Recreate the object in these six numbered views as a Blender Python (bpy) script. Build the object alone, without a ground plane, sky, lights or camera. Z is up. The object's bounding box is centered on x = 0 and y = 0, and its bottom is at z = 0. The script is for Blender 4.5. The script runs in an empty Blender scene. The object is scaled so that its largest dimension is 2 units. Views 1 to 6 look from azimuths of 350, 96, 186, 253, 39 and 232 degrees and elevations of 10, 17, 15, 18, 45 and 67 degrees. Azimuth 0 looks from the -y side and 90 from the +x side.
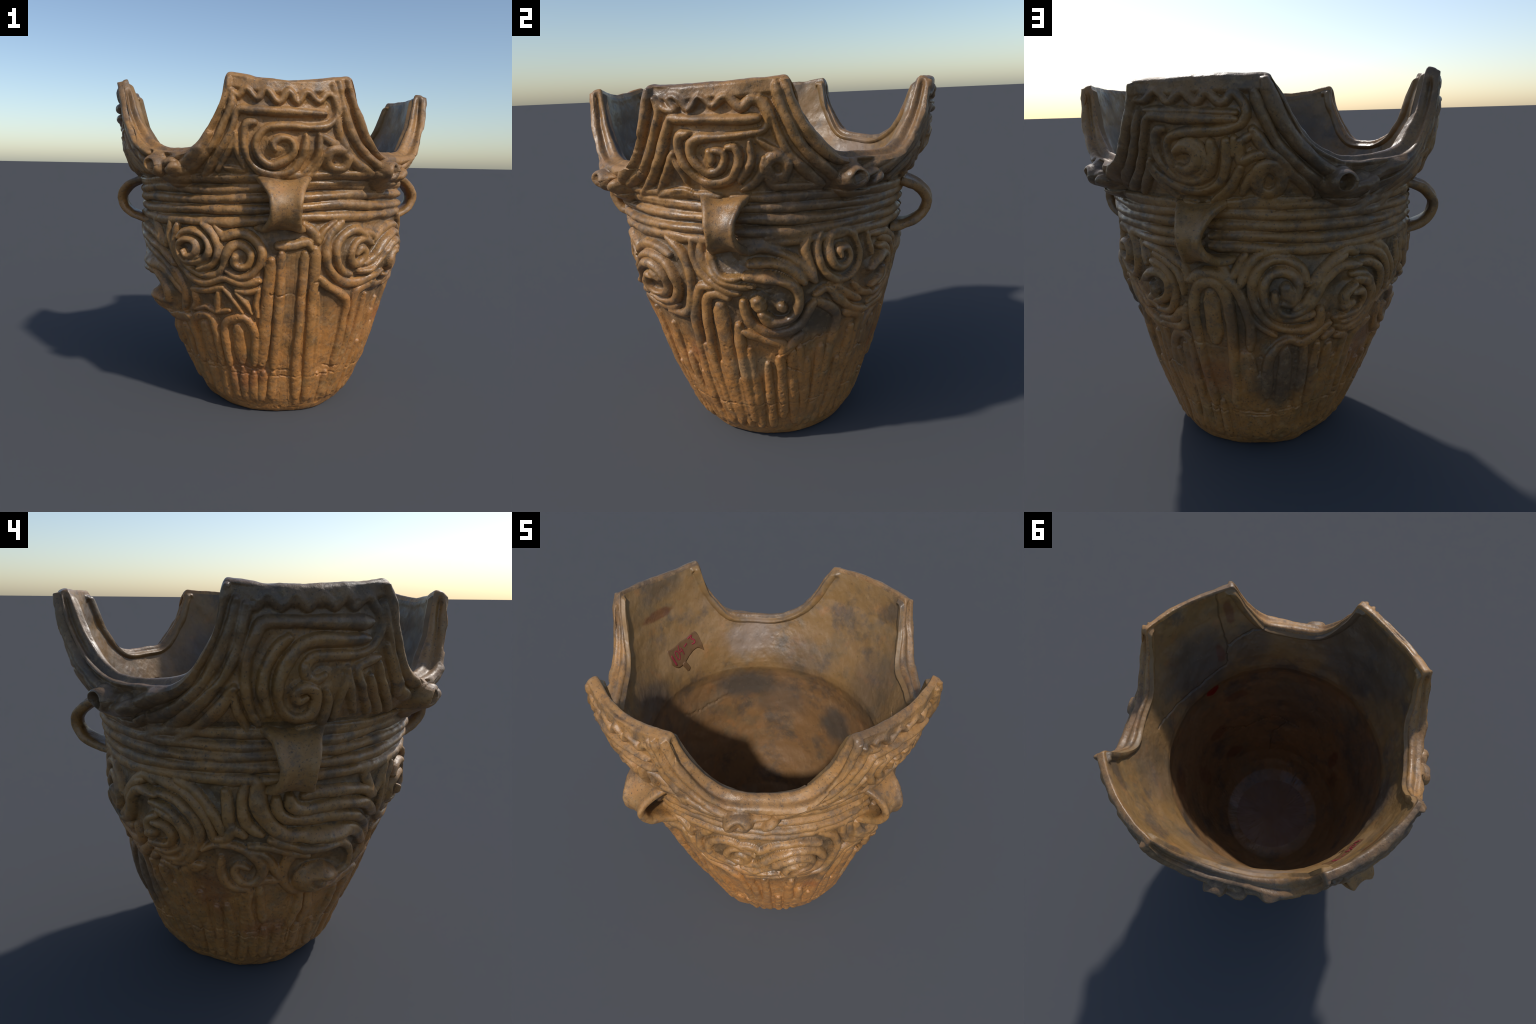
"""Old earthenware vessel with four flat-topped rim panels, coil relief, strap handles.
One displaced clay surface (outer wall -> lip -> inner wall -> floor) is built in
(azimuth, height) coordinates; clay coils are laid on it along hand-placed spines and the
faces are then split into named parts that share the normals of the whole."""
import bpy, math
import numpy as np
from mathutils import Vector

rng = np.random.default_rng(7)
TAU = 2 * math.pi

# ------------------------------------------------------------------ base form
# azimuth 0 looks to -y, 90 to +x.  Envelope radius (tops of the coils) by height.
ENV_Z = [0, .02, .05, .1, .3, .6, .85, 1.05, 1.25, 1.42, 1.5, 1.6, 1.8, 2.0]
ENV_R = [.424, .450, .474, .500, .573, .672, .747, .797, .802, .815, .862, .910, .940, .931]
# wall lies this far below the coil tops
DEEP_Z = [0, .06, .5, .8, 1.2, 1.45, 1.6, 2.0]
DEEP_D = [.003, .010, .013, .024, .032, .033, .029, .024]
# inner face
INN_Z = [.098, .12, .2, .3, .6, .9, 1.1, 1.19, 1.235, 1.265, 1.305, 1.4, 1.55, 1.75, 2.0]
INN_R = [.31, .385, .455, .510, .610, .678, .714, .719, .712, .706, .711, .742, .798, .860, .896]


def centre(z):
    k = [0, .6, 1.2, 1.98]
    return np.interp(z, k, [.067, .035, .011, -.006]), np.interp(z, k, [.016, .007, -.011, .013])


def oval(t, z):
    return .020 * np.cos(2 * (t - math.radians(64))) * np.interp(z, [0, .3, 1.3, 1.5], [.4, 1, 1, .2])


def envelope(t, z):
    return np.interp(z, ENV_Z, ENV_R) + oval(t, z) + .010 * np.cos(t + math.radians(52)) * np.interp(z, [1.42, 1.48, 1.6, 1.75], [0, 1, .8, 0]) + .014 * np.exp(-((t - math.radians(-6) + math.pi) % TAU - math.pi) ** 2 / .25) * np.interp(z, [1.5, 1.7, 1.85, 1.98], [0, 1, 1, .3]) + .004 * np.exp(-((t - math.radians(266) + math.pi) % TAU - math.pi) ** 2 / .3) * np.interp(z, [1.3, 1.6], [0, 1])


def place(t, z, r):
    cx, cy = centre(z)
    return np.stack([cx + r * np.sin(t), cy - r * np.cos(t), z + 0 * t], -1)


# rim line: azimuth, height.  Four panels with U-shaped notches between them.
RIM = [(-141, 1.605), (-129.3, 1.623), (-125.3, 1.622), (-120, 1.704), (-116.2, 1.803), (-114.6, 1.88), (-113.2, 1.978),
       (-112.4, 1.984), (-104, 1.967), (-95, 1.962), (-85, 1.975), (-75.6, 1.994), (-74.2, 1.99), (-71.3, 1.905),
       (-68.2, 1.756), (-63.1, 1.656), (-56.0, 1.621), (-52, 1.605), (-46, 1.605), (-40, 1.608), (-35.6, 1.625),
       (-30.8, 1.726), (-26.0, 1.856), (-24.7, 1.949), (-23.9, 1.956), (-15, 1.935), (-6, 1.922), (4, 1.935),
       (12.9, 1.954), (13.7, 1.948), (17.0, 1.814), (21.6, 1.69), (26.5, 1.622), (30.9, 1.6), (39, 1.593),
       (48.4, 1.612), (52.8, 1.622), (56.2, 1.687), (59.5, 1.777), (61.8, 1.9), (63.2, 1.946), (64.4, 1.954),
       (74, 1.945), (84, 1.952), (94, 1.958), (100.8, 1.968), (102.1, 1.962), (103.9, 1.9), (106.2, 1.804),
       (112.3, 1.697), (116.3, 1.643), (119.0, 1.629), (127, 1.628), (134, 1.62), (141.6, 1.63), (144.2, 1.656),
       (146.8, 1.721), (149.8, 1.816), (152.4, 1.935), (153.2, 1.946), (162, 1.945), (172, 1.949), (181, 1.95),
       (189.2, 1.949), (190.2, 1.944), (193.5, 1.863), (197.8, 1.733), (201.8, 1.671), (205.3, 1.65), (210.8, 1.611),
       (219, 1.603)]
RIM_A = np.radians([p[0] for p in RIM])
RIM_H = np.array([p[1] for p in RIM])


def rim_height(t):
    t = (t - RIM_A[0]) % TAU + RIM_A[0]
    return np.interp(t, RIM_A, RIM_H)


# ------------------------------------------------------------------ noise
def value_noise(p, seed):
    """smooth lattice noise in -1..1 at points p (n,3)"""
    i = np.floor(p).astype(np.int64)
    f = p - i
    f = f * f * (3 - 2 * f)
    out = np.zeros(len(p))
    for k in range(8):
        o = np.array([k & 1, k >> 1 & 1, k >> 2 & 1])
        c = i + o
        h = (c[:, 0] * 374761393 + c[:, 1] * 668265263 + c[:, 2] * 2147483647 + seed * 974711) & 0xFFFFFFFF
        h = ((h ^ (h >> 13)) * 1274126177) & 0xFFFFFFFF
        h = (h ^ (h >> 16)) / 0xFFFFFFFF
        w = np.prod(np.where(o == 1, f, 1 - f), 1)
        out += w * h
    return out * 2 - 1


# ------------------------------------------------------------------ the outer grid
NT = 1400
ROWS_LOW, ROWS_UP = 300, 125
Z_SPLIT = 1.42
T = (np.arange(NT) / NT * TAU) - math.pi
top = rim_height(T)
kernel = np.exp(-.5 * (np.arange(-4, 5) / 1.1) ** 2)
top = np.convolve(np.r_[top[-4:], top, top[:4]], kernel / kernel.sum(), "valid")
wide_k = np.exp(-.5 * (np.arange(-36, 37) / 11) ** 2)
soft_top = np.convolve(np.r_[top[-36:], top, top[:36]], wide_k / wide_k.sum(), "valid")
blend = np.clip((1.86 - np.maximum(top, soft_top)) / .14, 0, 1)        # notches are smooth U curves, corners stay crisp
top = top * (1 - blend) + soft_top * blend
LIPS = .022 + .020 * np.clip((1.93 - top) / .06, 0, 1)      # the rim slopes outward in the notches
zs = [np.full(NT, z) for z in np.linspace(0, Z_SPLIT, ROWS_LOW, endpoint=False)]
zs += [Z_SPLIT + s * (top - LIPS - Z_SPLIT) for s in np.linspace(0, 1, ROWS_UP)]
GZ = np.array(zs)
GT = np.broadcast_to(T, GZ.shape)
RELIEF = np.zeros(GZ.shape)
CUT = np.zeros(GZ.shape)
SPLIT = np.zeros(GZ.shape)
OWNER = np.full(GZ.shape, -1)
BEST = np.zeros(GZ.shape)
coils = []


def spline(pts, closed=False, step=.012):
    """Catmull-Rom through (azimuth deg, z), resampled about evenly in metres"""
    p = np.array(pts, float)
    p[:, 0] = np.radians(p[:, 0])
    q = np.vstack([p[-1], p, p[:2]]) if closed else np.vstack([2 * p[0] - p[1], p, 2 * p[-1] - p[-2]])
    out = []
    for a, b, c, d in zip(q[:-3], q[1:-2], q[2:-1], q[3:]):
        n = max(2, int(math.hypot((c[0] - b[0]) * .8, c[1] - b[1]) / step))
        for s in np.arange(n) / n:
            out.append(.5 * (2 * b + (c - a) * s + (2 * a - 5 * b + 4 * c - d) * s * s + (3 * b - a - 3 * c + d) * s ** 3))
    out.append(q[-2])
    return np.array(out)


def windows(line, reach):
    """row/column windows of the grid round each segment of a line"""
    for a, b in zip(line[:-1], line[1:]):
        rad = max(.3, float(np.interp((a[1] + b[1]) / 2, ENV_Z, ENV_R)))
        lo_z, hi_z = min(a[1], b[1]) - reach, max(a[1], b[1]) + reach
        r0 = int(max(0, lo_z / Z_SPLIT * ROWS_LOW - 1)) if lo_z < Z_SPLIT else ROWS_LOW
        r1 = int(hi_z / Z_SPLIT * ROWS_LOW + 2) if hi_z < Z_SPLIT else GZ.shape[0]
        lo_t, hi_t = min(a[0], b[0]) - reach / rad, max(a[0], b[0]) + reach / rad
        c0 = int(math.floor((lo_t + math.pi) / TAU * NT))
        c1 = int(math.ceil((hi_t + math.pi) / TAU * NT)) + 1
        cols = np.arange(c0, c1)
        yield a, b, rad, slice(r0, r1), cols


def distance_field(line, reach):
    dist = {}
    D = np.full(GZ.shape, 9.0, np.float32)
    S = np.zeros(GZ.shape, np.float32)
    r_lo, r_hi = GZ.shape[0], 0
    along = 0.0
    for a, b, rad, rows, cols in windows(line, reach):
        t = cols / NT * TAU - math.pi
        z = GZ[rows][:, cols % NT]
        ab = np.array([(b[0] - a[0]) * rad, b[1] - a[1]])
        L2 = float(ab @ ab) + 1e-12
        px = (t - a[0])[None, :] * rad
        pz = z - a[1]
        u = np.clip((px * ab[0] + pz * ab[1]) / L2, 0, 1)
        d = np.hypot(px - u * ab[0], pz - u * ab[1])
        sub = D[rows][:, cols % NT]
        better = d < sub
        rr, cc = np.nonzero(better)
        D[rr + rows.start, cols[cc] % NT] = d[better]
        S[rr + rows.start, cols[cc] % NT] = (along + u * math.sqrt(L2))[better]
        along += math.sqrt(L2)
        r_lo, r_hi = min(r_lo, rows.start), max(r_hi, rows.stop)
    return D, S, slice(r_lo, r_hi)


WIDE = {"zigzag_coil": .98, "panel_bar": 1.05, "pillar_ridge": 1.25, "arch_ridge": 1.22, "foot_ridge": 1.25, "rim_ridge": 1.2}
FLAT = {"zigzag_coil": .55, "rim_horn": .55, "pillar_ridge": .38, "arch_ridge": .40, "foot_ridge": .42, "lattice_ridge": .5, "neck_ring": .52}


def coil(kind, half, height, pts, closed=False, wide=None):
    """lay one clay coil on the wall"""
    line = spline(pts, closed)
    wide = wide or WIDE.get(kind, 1.18)
    w = half * wide
    D, S, rows = distance_field(line, w * 1.8)
    total = float(S[rows].max()) if not closed else 9.0
    d, s = D[rows], S[rows]
    k = len(coils)
    calm = .3 if kind in ("pillar_ridge", "foot_ridge", "arch_ridge") else 1
    lump = 1 + calm * .06 * np.sin(s * 31 + k * 2.3) * np.sin(s * 17.3 + k) + calm * .02 * np.sin(s * 77 + k * 5.1)
    ends = 1.0 if closed else np.clip(.72 + np.minimum(s, total - s) / .10, 0, 1)
    ww = w * (1 + calm * (.09 * np.sin(s * 13 + k * 1.7) + .04 * np.sin(s * 31 + k))) * ends
    x = np.clip(1 - (d / ww) ** 2, 0, 1)
    skirt = .42 * np.clip(1 - d / (1.7 * w), 0, 1) ** .9
    h = height * lump * np.maximum(x ** FLAT.get(kind, .46), skirt)
    h = h * np.interp(GZ[rows], [.2, .75], [.80, 1])
    old = RELIEF[rows]
    soft = .008
    e = np.clip(.5 + .5 * (h - old) / soft, 0, 1)
    new = old * (1 - e) + h * e + soft * e * (1 - e)
    new = np.where(h > 0, np.maximum(new, old), old)
    RELIEF[rows] = new
    win = (h > BEST[rows]) & (h > .44 * height)
    OWNER[rows] = np.where(win, k, OWNER[rows])
    BEST[rows] = np.where(win, h, BEST[rows])
    coils.append((kind, float(np.degrees(line[:, 0].mean())), float(line[:, 1].mean())))


def crack(pts, half=.0055, depth=.009):
    """a break line between sherds, jagged"""
    line = spline(pts, step=.02)
    line[1:-1] += rng.normal(0, 1, (len(line) - 2, 2)) * [.006, .005]
    D, S, rows = distance_field(line, half * 1.1)
    d = D[rows]
    SPLIT[rows] = np.maximum(SPLIT[rows], depth * (.30 + .70 * np.clip(.5 + 1.5 * np.sin(S[rows] * 23 + pts[0][0]), 0, 1)) * np.clip(1 - d / half, 0, 1) ** .7)


def dent(az, z, radius, depth):
    """round pit (positive depth) or swelling (negative)"""
    line = np.array([[math.radians(az), z], [math.radians(az) + 1e-4, z]])
    D, S, rows = distance_field(line, radius)
    CUT[rows] += depth * np.clip(1 - (D[rows] / radius) ** 2, 0, 1) ** 1.5


def swell(pts, radius, height, power=1.3):
    """broad rise of the wall along a line, under the coils"""
    D, S, rows = distance_field(spline(pts, step=.03), radius)
    CUT[rows] -= height * np.clip(1 - (D[rows] / radius) ** 2, 0, 1) ** power


# ------------------------------------------------------------------ neck rings
NECK_AZ = [-66, -30, 14, 65, 107, 131, 183, 200, 223, 244, 281]
NECK = [[1.424, 1.446, 1.473, 1.462, 1.445, 1.425, 1.414, 1.412, 1.400, 1.405, 1.415],
        [1.391, 1.393, 1.430, 1.415, 1.395, 1.381, 1.375, 1.365, 1.352, 1.352, 1.371],
        [1.336, 1.340, 1.374, 1.368, 1.338, 1.333, 1.326, 1.310, 1.304, 1.309, 1.321],
        [1.273, 1.287, 1.320, 1.305, 1.280, 1.287, 1.273, 1.254, 1.254, 1.262, 1.272],
        [1.209, 1.226, 1.263, 1.257, 1.230, 1.240, 1.221, 1.204, 1.204, 1.212, 1.223]]
HANDLES = {"front": -7.0, "right": 83.5, "back": 168.5, "left": -97.0}


def neck_rings():
    stops = [-97, -7, 83.5, 168.5, 263]
    for n, row in enumerate(NECK):
        az = np.array(NECK_AZ + [NECK_AZ[0] + 360], float)
        zz = np.array(row + [row[0]])
        az = np.r_[az[-2] - 360, az]
        zz = np.r_[zz[-2], zz]
        for a, b in zip(stops[:-1], stops[1:]):
            s = np.linspace(a + 2, b - 2, 9)
            z = np.interp(np.where(s > az[-1], s - 360, s), az, zz) + .004 * np.sin(s * .11 + n * 2)
            coil("neck_ring", .025, [.034, .036, .038, .037, .034][n], list(zip(s, z)), wide=1.12)


neck_rings()
# ------------------------------------------------------------------ coils on the panels and the body
coil("zigzag_coil", 0.021, 0.032, [(-22.4, 1.865), (-20.9, 1.847), (-18.2, 1.876), (-15.4, 1.834), (-12.6, 1.873), (-9.1, 1.819), (-6.0, 1.867), (-3.5, 1.821), (-0.9, 1.867), (2.9, 1.825), (5.1, 1.858), (7.0, 1.856), (8.1, 1.820), (8.7, 1.773), (7.7, 1.736), (5.3, 1.710), (0.7, 1.703), (-4.0, 1.707), (-8.8, 1.708), (-12.7, 1.695), (-15.3, 1.656), (-16.2, 1.608), (-15.1, 1.557), (-11.6, 1.521), (-8.2, 1.533), (-4.8, 1.563), (-4.1, 1.612), (-5.7, 1.647), (-8.4, 1.651), (-10.6, 1.628), (-10.1, 1.598)])
coil("panel_bar", 0.021, 0.036, [(5.2, 1.768), (-4.7, 1.772), (-15.8, 1.777), (-20.9, 1.781), (-22.7, 1.715), (-24.5, 1.655), (-28.2, 1.576), (-33.8, 1.487), (-36.0, 1.464)])
coil("rim_ridge", 0.022, 0.04, [(-23.6, 1.921), (-25.3, 1.839), (-30.0, 1.709), (-35.0, 1.615), (-42.2, 1.562), (-50.7, 1.522), (-56.1, 1.494)])
coil("rim_ridge", 0.02, 0.036, [(-23.0, 1.868), (-22.8, 1.809), (-25.6, 1.727), (-29.2, 1.631), (-33.7, 1.563), (-39.6, 1.498), (-45.6, 1.464)])
coil("triangle_ridge", 0.017, 0.03, [(-22.0, 1.670), (-24.1, 1.601), (-27.8, 1.533), (-30.2, 1.488)])
coil("triangle_ridge", 0.017, 0.03, [(-22.1, 1.661), (-22.2, 1.589), (-21.1, 1.534), (-20.3, 1.504)])
coil("triangle_ridge", 0.017, 0.026, [(-26.9, 1.502), (-23.5, 1.493), (-20.5, 1.488)])
coil("spiral_coil", 0.019, 0.034, [(-16.3, 1.724), (-18.6, 1.715), (-19.5, 1.668), (-19.6, 1.608), (-18.6, 1.541), (-15.3, 1.492), (-9.7, 1.469), (-5.0, 1.486), (-2.0, 1.539), (-0.8, 1.607), (-0.8, 1.661)])
coil("spiral_coil", 0.019, 0.03, [(3.5, 1.669), (3.9, 1.615), (3.3, 1.553), (0.5, 1.490), (-1.4, 1.458)])
coil("spiral_coil", 0.019, 0.03, [(-0.7, 1.667), (-0.5, 1.613), (-1.4, 1.558), (-3.6, 1.514)])
coil("spiral_coil", 0.019, 0.03, [(7.3, 1.591), (5.1, 1.548), (3.1, 1.491), (0.7, 1.439), (-0.4, 1.406)])
coil("ring_boss", 0.022, 0.036, [(7.3, 1.548), (7.9, 1.592), (10.0, 1.602), (12.7, 1.590), (14.4, 1.557), (13.9, 1.518), (11.8, 1.502), (8.9, 1.514)], closed=True)
coil("rim_ridge", 0.022, 0.04, [(12.0, 1.932), (13.7, 1.849), (16.5, 1.761), (20.5, 1.672), (25.7, 1.605), (32.7, 1.562), (39.9, 1.540)])
coil("rim_ridge", 0.021, 0.038, [(9.0, 1.922), (10.3, 1.834), (12.8, 1.734), (16.7, 1.645), (22.7, 1.569), (30.0, 1.508), (35.9, 1.460)])
coil("rim_ridge", 0.018, 0.034, [(7.1, 1.903), (8.5, 1.832), (9.5, 1.768)])
coil("panel_ridge", 0.022, 0.032, [(9.2, 1.756), (10.0, 1.690), (12.4, 1.624), (16.1, 1.557), (21.9, 1.500), (30.2, 1.433)])
coil("panel_ridge", 0.02, 0.026, [(4.1, 1.669), (7.6, 1.640), (11.3, 1.611)])
coil("triangle_ridge", 0.016, 0.028, [(4.4, 1.469), (12.0, 1.476), (23.3, 1.464)])
coil("rim_ridge", 0.024, 0.044, [(64.2, 1.930), (62.7, 1.868), (60.9, 1.778), (57.2, 1.688), (52.4, 1.603), (37.3, 1.533), (27.1, 1.471)])
coil("rim_ridge", 0.021, 0.038, [(66.0, 1.888), (66.6, 1.830), (63.8, 1.734), (60.2, 1.644), (54.2, 1.555), (39.3, 1.450)])
coil("rim_ridge", 0.021, 0.038, [(70.1, 1.808), (67.7, 1.729), (64.2, 1.628), (58.3, 1.534), (47.0, 1.419)])
coil("triangle_ridge", 0.018, 0.032, [(69.6, 1.657), (65.7, 1.570), (59.1, 1.470)])
coil("triangle_ridge", 0.018, 0.03, [(69.6, 1.635), (71.0, 1.578), (71.6, 1.530)])
coil("triangle_ridge", 0.019, 0.034, [(58.7, 1.447), (66.9, 1.481), (72.6, 1.472)])
coil("zigzag_coil", 0.022, 0.032, [(66.7, 1.879), (68.6, 1.848), (71.7, 1.844), (69.9, 1.885), (71.9, 1.897), (73.8, 1.873), (75.6, 1.844), (77.6, 1.871), (78.8, 1.893), (81.0, 1.869), (82.5, 1.854), (84.3, 1.877), (86.0, 1.888), (87.9, 1.864), (89.9, 1.843), (92.0, 1.871), (94.2, 1.868), (96.1, 1.829), (96.5, 1.789), (95.4, 1.749), (92.1, 1.736), (87.2, 1.728), (82.2, 1.726), (77.6, 1.722), (75.4, 1.695), (75.0, 1.647), (76.8, 1.603), (79.3, 1.571), (82.4, 1.579), (84.6, 1.623), (84.3, 1.661), (81.9, 1.670)])
coil("panel_bar", 0.022, 0.036, [(70.3, 1.808), (75.7, 1.800), (82.6, 1.798), (89.1, 1.794), (93.8, 1.796)])
coil("spiral_coil", 0.02, 0.036, [(74.9, 1.744), (72.3, 1.733), (71.4, 1.685), (72.6, 1.613), (75.5, 1.550), (80.1, 1.523), (84.8, 1.537), (87.7, 1.583), (88.5, 1.643), (87.6, 1.681), (85.7, 1.682)])
coil("spiral_coil", 0.019, 0.032, [(91.6, 1.700), (92.0, 1.636), (90.6, 1.576), (88.4, 1.530)])
coil("spiral_coil", 0.02, 0.032, [(95.3, 1.628), (94.9, 1.568), (92.3, 1.516), (88.9, 1.491)])
coil("spiral_boss", 0.02, 0.03, [(80.4, 1.662), (80.9, 1.624)])
coil("ring_boss", 0.026, 0.036, [(96.1, 1.595), (97.4, 1.629), (99.4, 1.633), (101.5, 1.613), (101.9, 1.579), (101.0, 1.545), (98.5, 1.538), (96.8, 1.560)], closed=True)
coil("rim_ridge", 0.023, 0.042, [(100.5, 1.949), (102.2, 1.869), (104.5, 1.793), (107.7, 1.718), (111.9, 1.650), (115.9, 1.613), (119.3, 1.594)])
coil("rim_ridge", 0.022, 0.04, [(98.4, 1.926), (99.8, 1.851), (102.2, 1.764), (105.8, 1.673), (110.2, 1.609), (114.8, 1.552), (119.2, 1.497)])
coil("panel_ridge", 0.02, 0.032, [(94.3, 1.875), (96.2, 1.844), (98.0, 1.778), (99.7, 1.710), (102.4, 1.644), (105.7, 1.586), (109.6, 1.535), (113.8, 1.490)])
coil("panel_ridge", 0.018, 0.028, [(93.8, 1.709), (96.8, 1.675), (100.1, 1.646)])
coil("triangle_ridge", 0.018, 0.03, [(96.1, 1.532), (97.9, 1.503), (102.4, 1.493), (108.1, 1.492), (113.6, 1.478)])
coil("rim_ridge", 0.024, 0.042, [(153.5, 1.913), (151.1, 1.789), (146.9, 1.683), (142.6, 1.620), (130.3, 1.556), (117.8, 1.496)])
coil("rim_ridge", 0.02, 0.036, [(154.9, 1.818), (151.8, 1.705), (147.5, 1.606), (139.8, 1.517)])
coil("panel_bar", 0.02, 0.036, [(181.4, 1.776), (173.6, 1.781), (165.2, 1.787), (158.1, 1.792), (155.5, 1.721), (153.0, 1.636), (149.2, 1.561), (141.5, 1.481)])
coil("panel_bar", 0.016, 0.03, [(157.0, 1.822), (163.6, 1.817), (170.5, 1.812), (176.9, 1.805), (181.7, 1.800)])
coil("triangle_ridge", 0.018, 0.03, [(156.0, 1.621), (152.7, 1.552), (145.8, 1.461)])
coil("zigzag_coil", 0.021, 0.032, [(153.7, 1.861), (157.6, 1.860), (161.1, 1.893), (164.2, 1.849), (168.4, 1.883), (171.5, 1.845), (174.6, 1.878), (178.2, 1.839), (181.2, 1.873), (183.7, 1.834), (184.1, 1.792), (182.3, 1.756), (177.5, 1.737), (171.7, 1.734), (166.5, 1.727), (162.9, 1.705), (161.9, 1.654), (162.6, 1.596), (163.8, 1.557), (167.0, 1.541), (170.8, 1.564), (172.9, 1.612), (172.2, 1.663), (169.7, 1.694), (166.8, 1.690)])
coil("spiral_coil", 0.024, 0.042, [(164.6, 1.654), (167.0, 1.674), (169.8, 1.666), (170.9, 1.633), (169.8, 1.591), (166.8, 1.569), (164.9, 1.585)])
coil("spiral_coil", 0.02, 0.034, [(162.2, 1.746), (159.8, 1.736), (158.4, 1.695), (158.6, 1.632), (160.8, 1.568), (164.8, 1.529), (169.8, 1.528), (173.6, 1.569), (174.9, 1.632), (174.7, 1.688)])
coil("spiral_coil", 0.02, 0.034, [(178.9, 1.692), (178.4, 1.616), (176.0, 1.525), (170.8, 1.481), (165.6, 1.483), (160.2, 1.516), (156.6, 1.560), (155.3, 1.605)])
coil("spiral_coil", 0.02, 0.032, [(180.9, 1.701), (180.6, 1.641)])
coil("spiral_coil", 0.02, 0.032, [(182.0, 1.584), (179.9, 1.524), (176.3, 1.467), (172.7, 1.436)])
coil("panel_ridge", 0.02, 0.032, [(154.9, 1.565), (157.5, 1.503), (160.0, 1.449)])
coil("panel_ridge", 0.019, 0.032, [(182.4, 1.691), (182.2, 1.615), (185.7, 1.632), (189.5, 1.640)])
coil("panel_ridge", 0.018, 0.028, [(182.4, 1.691), (185.2, 1.714)])
coil("panel_ridge", 0.022, 0.032, [(185.7, 1.733), (187.7, 1.683), (189.9, 1.637), (192.1, 1.621), (195.3, 1.556), (198.7, 1.514), (202.9, 1.452)])
coil("ring_boss", 0.028, 0.036, [(186.0, 1.523), (187.3, 1.571), (189.9, 1.589), (192.6, 1.563), (193.4, 1.518), (192.2, 1.479), (189.3, 1.463), (186.8, 1.482)], closed=True)
coil("panel_ridge", 0.022, 0.03, [(186.0, 1.566), (183.8, 1.523), (182.0, 1.472)])
coil("triangle_ridge", 0.018, 0.028, [(181.8, 1.436), (187.8, 1.440), (195.4, 1.429), (202.5, 1.428)])
coil("rim_ridge", 0.025, 0.044, [(188.6, 1.920), (190.3, 1.845), (193.0, 1.759), (196.9, 1.679), (201.0, 1.615), (205.0, 1.569), (207.9, 1.550)])
coil("rim_ridge", 0.02, 0.036, [(186.2, 1.875), (188.5, 1.780), (191.8, 1.681), (196.0, 1.608), (201.0, 1.540), (205.4, 1.491), (208.5, 1.458)])
coil("rim_ridge", 0.024, 0.042, [(247.4, 1.958), (245.7, 1.854), (244.0, 1.786), (240.8, 1.709), (236.1, 1.633), (229.7, 1.563), (220.7, 1.503), (209.3, 1.455)])
coil("rim_ridge", 0.022, 0.038, [(249.5, 1.911), (247.7, 1.809), (245.0, 1.711), (240.9, 1.616), (235.1, 1.536), (228.2, 1.474), (219.3, 1.427)])
coil("panel_ridge", 0.022, 0.036, [(251.5, 1.894), (249.2, 1.741), (246.0, 1.644), (240.9, 1.558), (234.7, 1.478), (226.4, 1.405), (216.0, 1.352)])
coil("panel_ridge", 0.022, 0.036, [(248.3, 1.600), (243.3, 1.504), (237.1, 1.426), (230.6, 1.370)])
coil("triangle_ridge", 0.018, 0.03, [(248.2, 1.595), (248.5, 1.524), (250.8, 1.424)])
coil("triangle_ridge", 0.018, 0.028, [(238.5, 1.397), (244.6, 1.407), (250.8, 1.410)])
coil("spiral_coil", 0.021, 0.036, [(280.3, 1.836), (272.1, 1.838), (264.4, 1.838), (255.6, 1.835), (253.3, 1.788), (251.3, 1.704), (251.0, 1.596), (252.0, 1.508), (254.0, 1.449)])
coil("spiral_coil", 0.021, 0.036, [(260.7, 1.784), (257.6, 1.737), (255.4, 1.666), (254.9, 1.586), (256.7, 1.497)])
coil("spiral_coil", 0.021, 0.038, [(279.7, 1.777), (272.3, 1.775), (266.3, 1.774), (262.5, 1.746), (260.0, 1.685), (258.6, 1.621), (258.8, 1.552), (260.8, 1.495), (264.1, 1.473), (267.1, 1.492), (268.1, 1.537), (267.4, 1.582), (264.9, 1.602), (262.7, 1.576), (263.7, 1.548), (265.4, 1.561)])
coil("zigzag_coil", 0.022, 0.024, [(248.9, 1.907), (251.1, 1.898), (253.4, 1.890), (256.0, 1.929), (259.0, 1.891), (261.9, 1.930), (264.7, 1.887), (267.5, 1.927), (271.1, 1.892), (273.6, 1.930), (276.0, 1.894), (279.3, 1.926), (281.9, 1.892), (283.9, 1.854), (283.9, 1.797), (282.3, 1.749), (278.0, 1.719), (271.7, 1.720), (266.9, 1.717), (264.9, 1.684), (265.3, 1.644), (267.6, 1.628), (269.5, 1.647)])
coil("comb_ridge", 0.018, 0.03, [(284.1, 1.707), (280.6, 1.690), (278.2, 1.664), (281.0, 1.580), (286.0, 1.479)])
coil("comb_ridge", 0.019, 0.03, [(275.4, 1.669), (277.1, 1.585), (280.7, 1.488)])
coil("comb_ridge", 0.016, 0.03, [(275.1, 1.639), (274.8, 1.559), (274.5, 1.466)])
coil("comb_ridge", 0.016, 0.03, [(282.1, 1.638), (285.0, 1.563), (290.2, 1.477)])
coil("comb_ridge", 0.016, 0.03, [(284.4, 1.687), (287.0, 1.600), (294.7, 1.474)])
coil("comb_ridge", 0.018, 0.032, [(286.1, 1.751), (289.5, 1.656), (294.8, 1.547)])
coil("panel_ridge", 0.018, 0.03, [(270.3, 1.591), (271.6, 1.534), (271.3, 1.427)])
coil("rim_ridge", 0.022, 0.042, [(284.0, 1.966), (286.6, 1.882), (289.6, 1.754), (294.5, 1.639), (302.5, 1.575)])
coil("rim_ridge", 0.018, 0.034, [(283.8, 1.901), (285.8, 1.820), (288.6, 1.709), (294.8, 1.571), (301.0, 1.517)])
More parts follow.
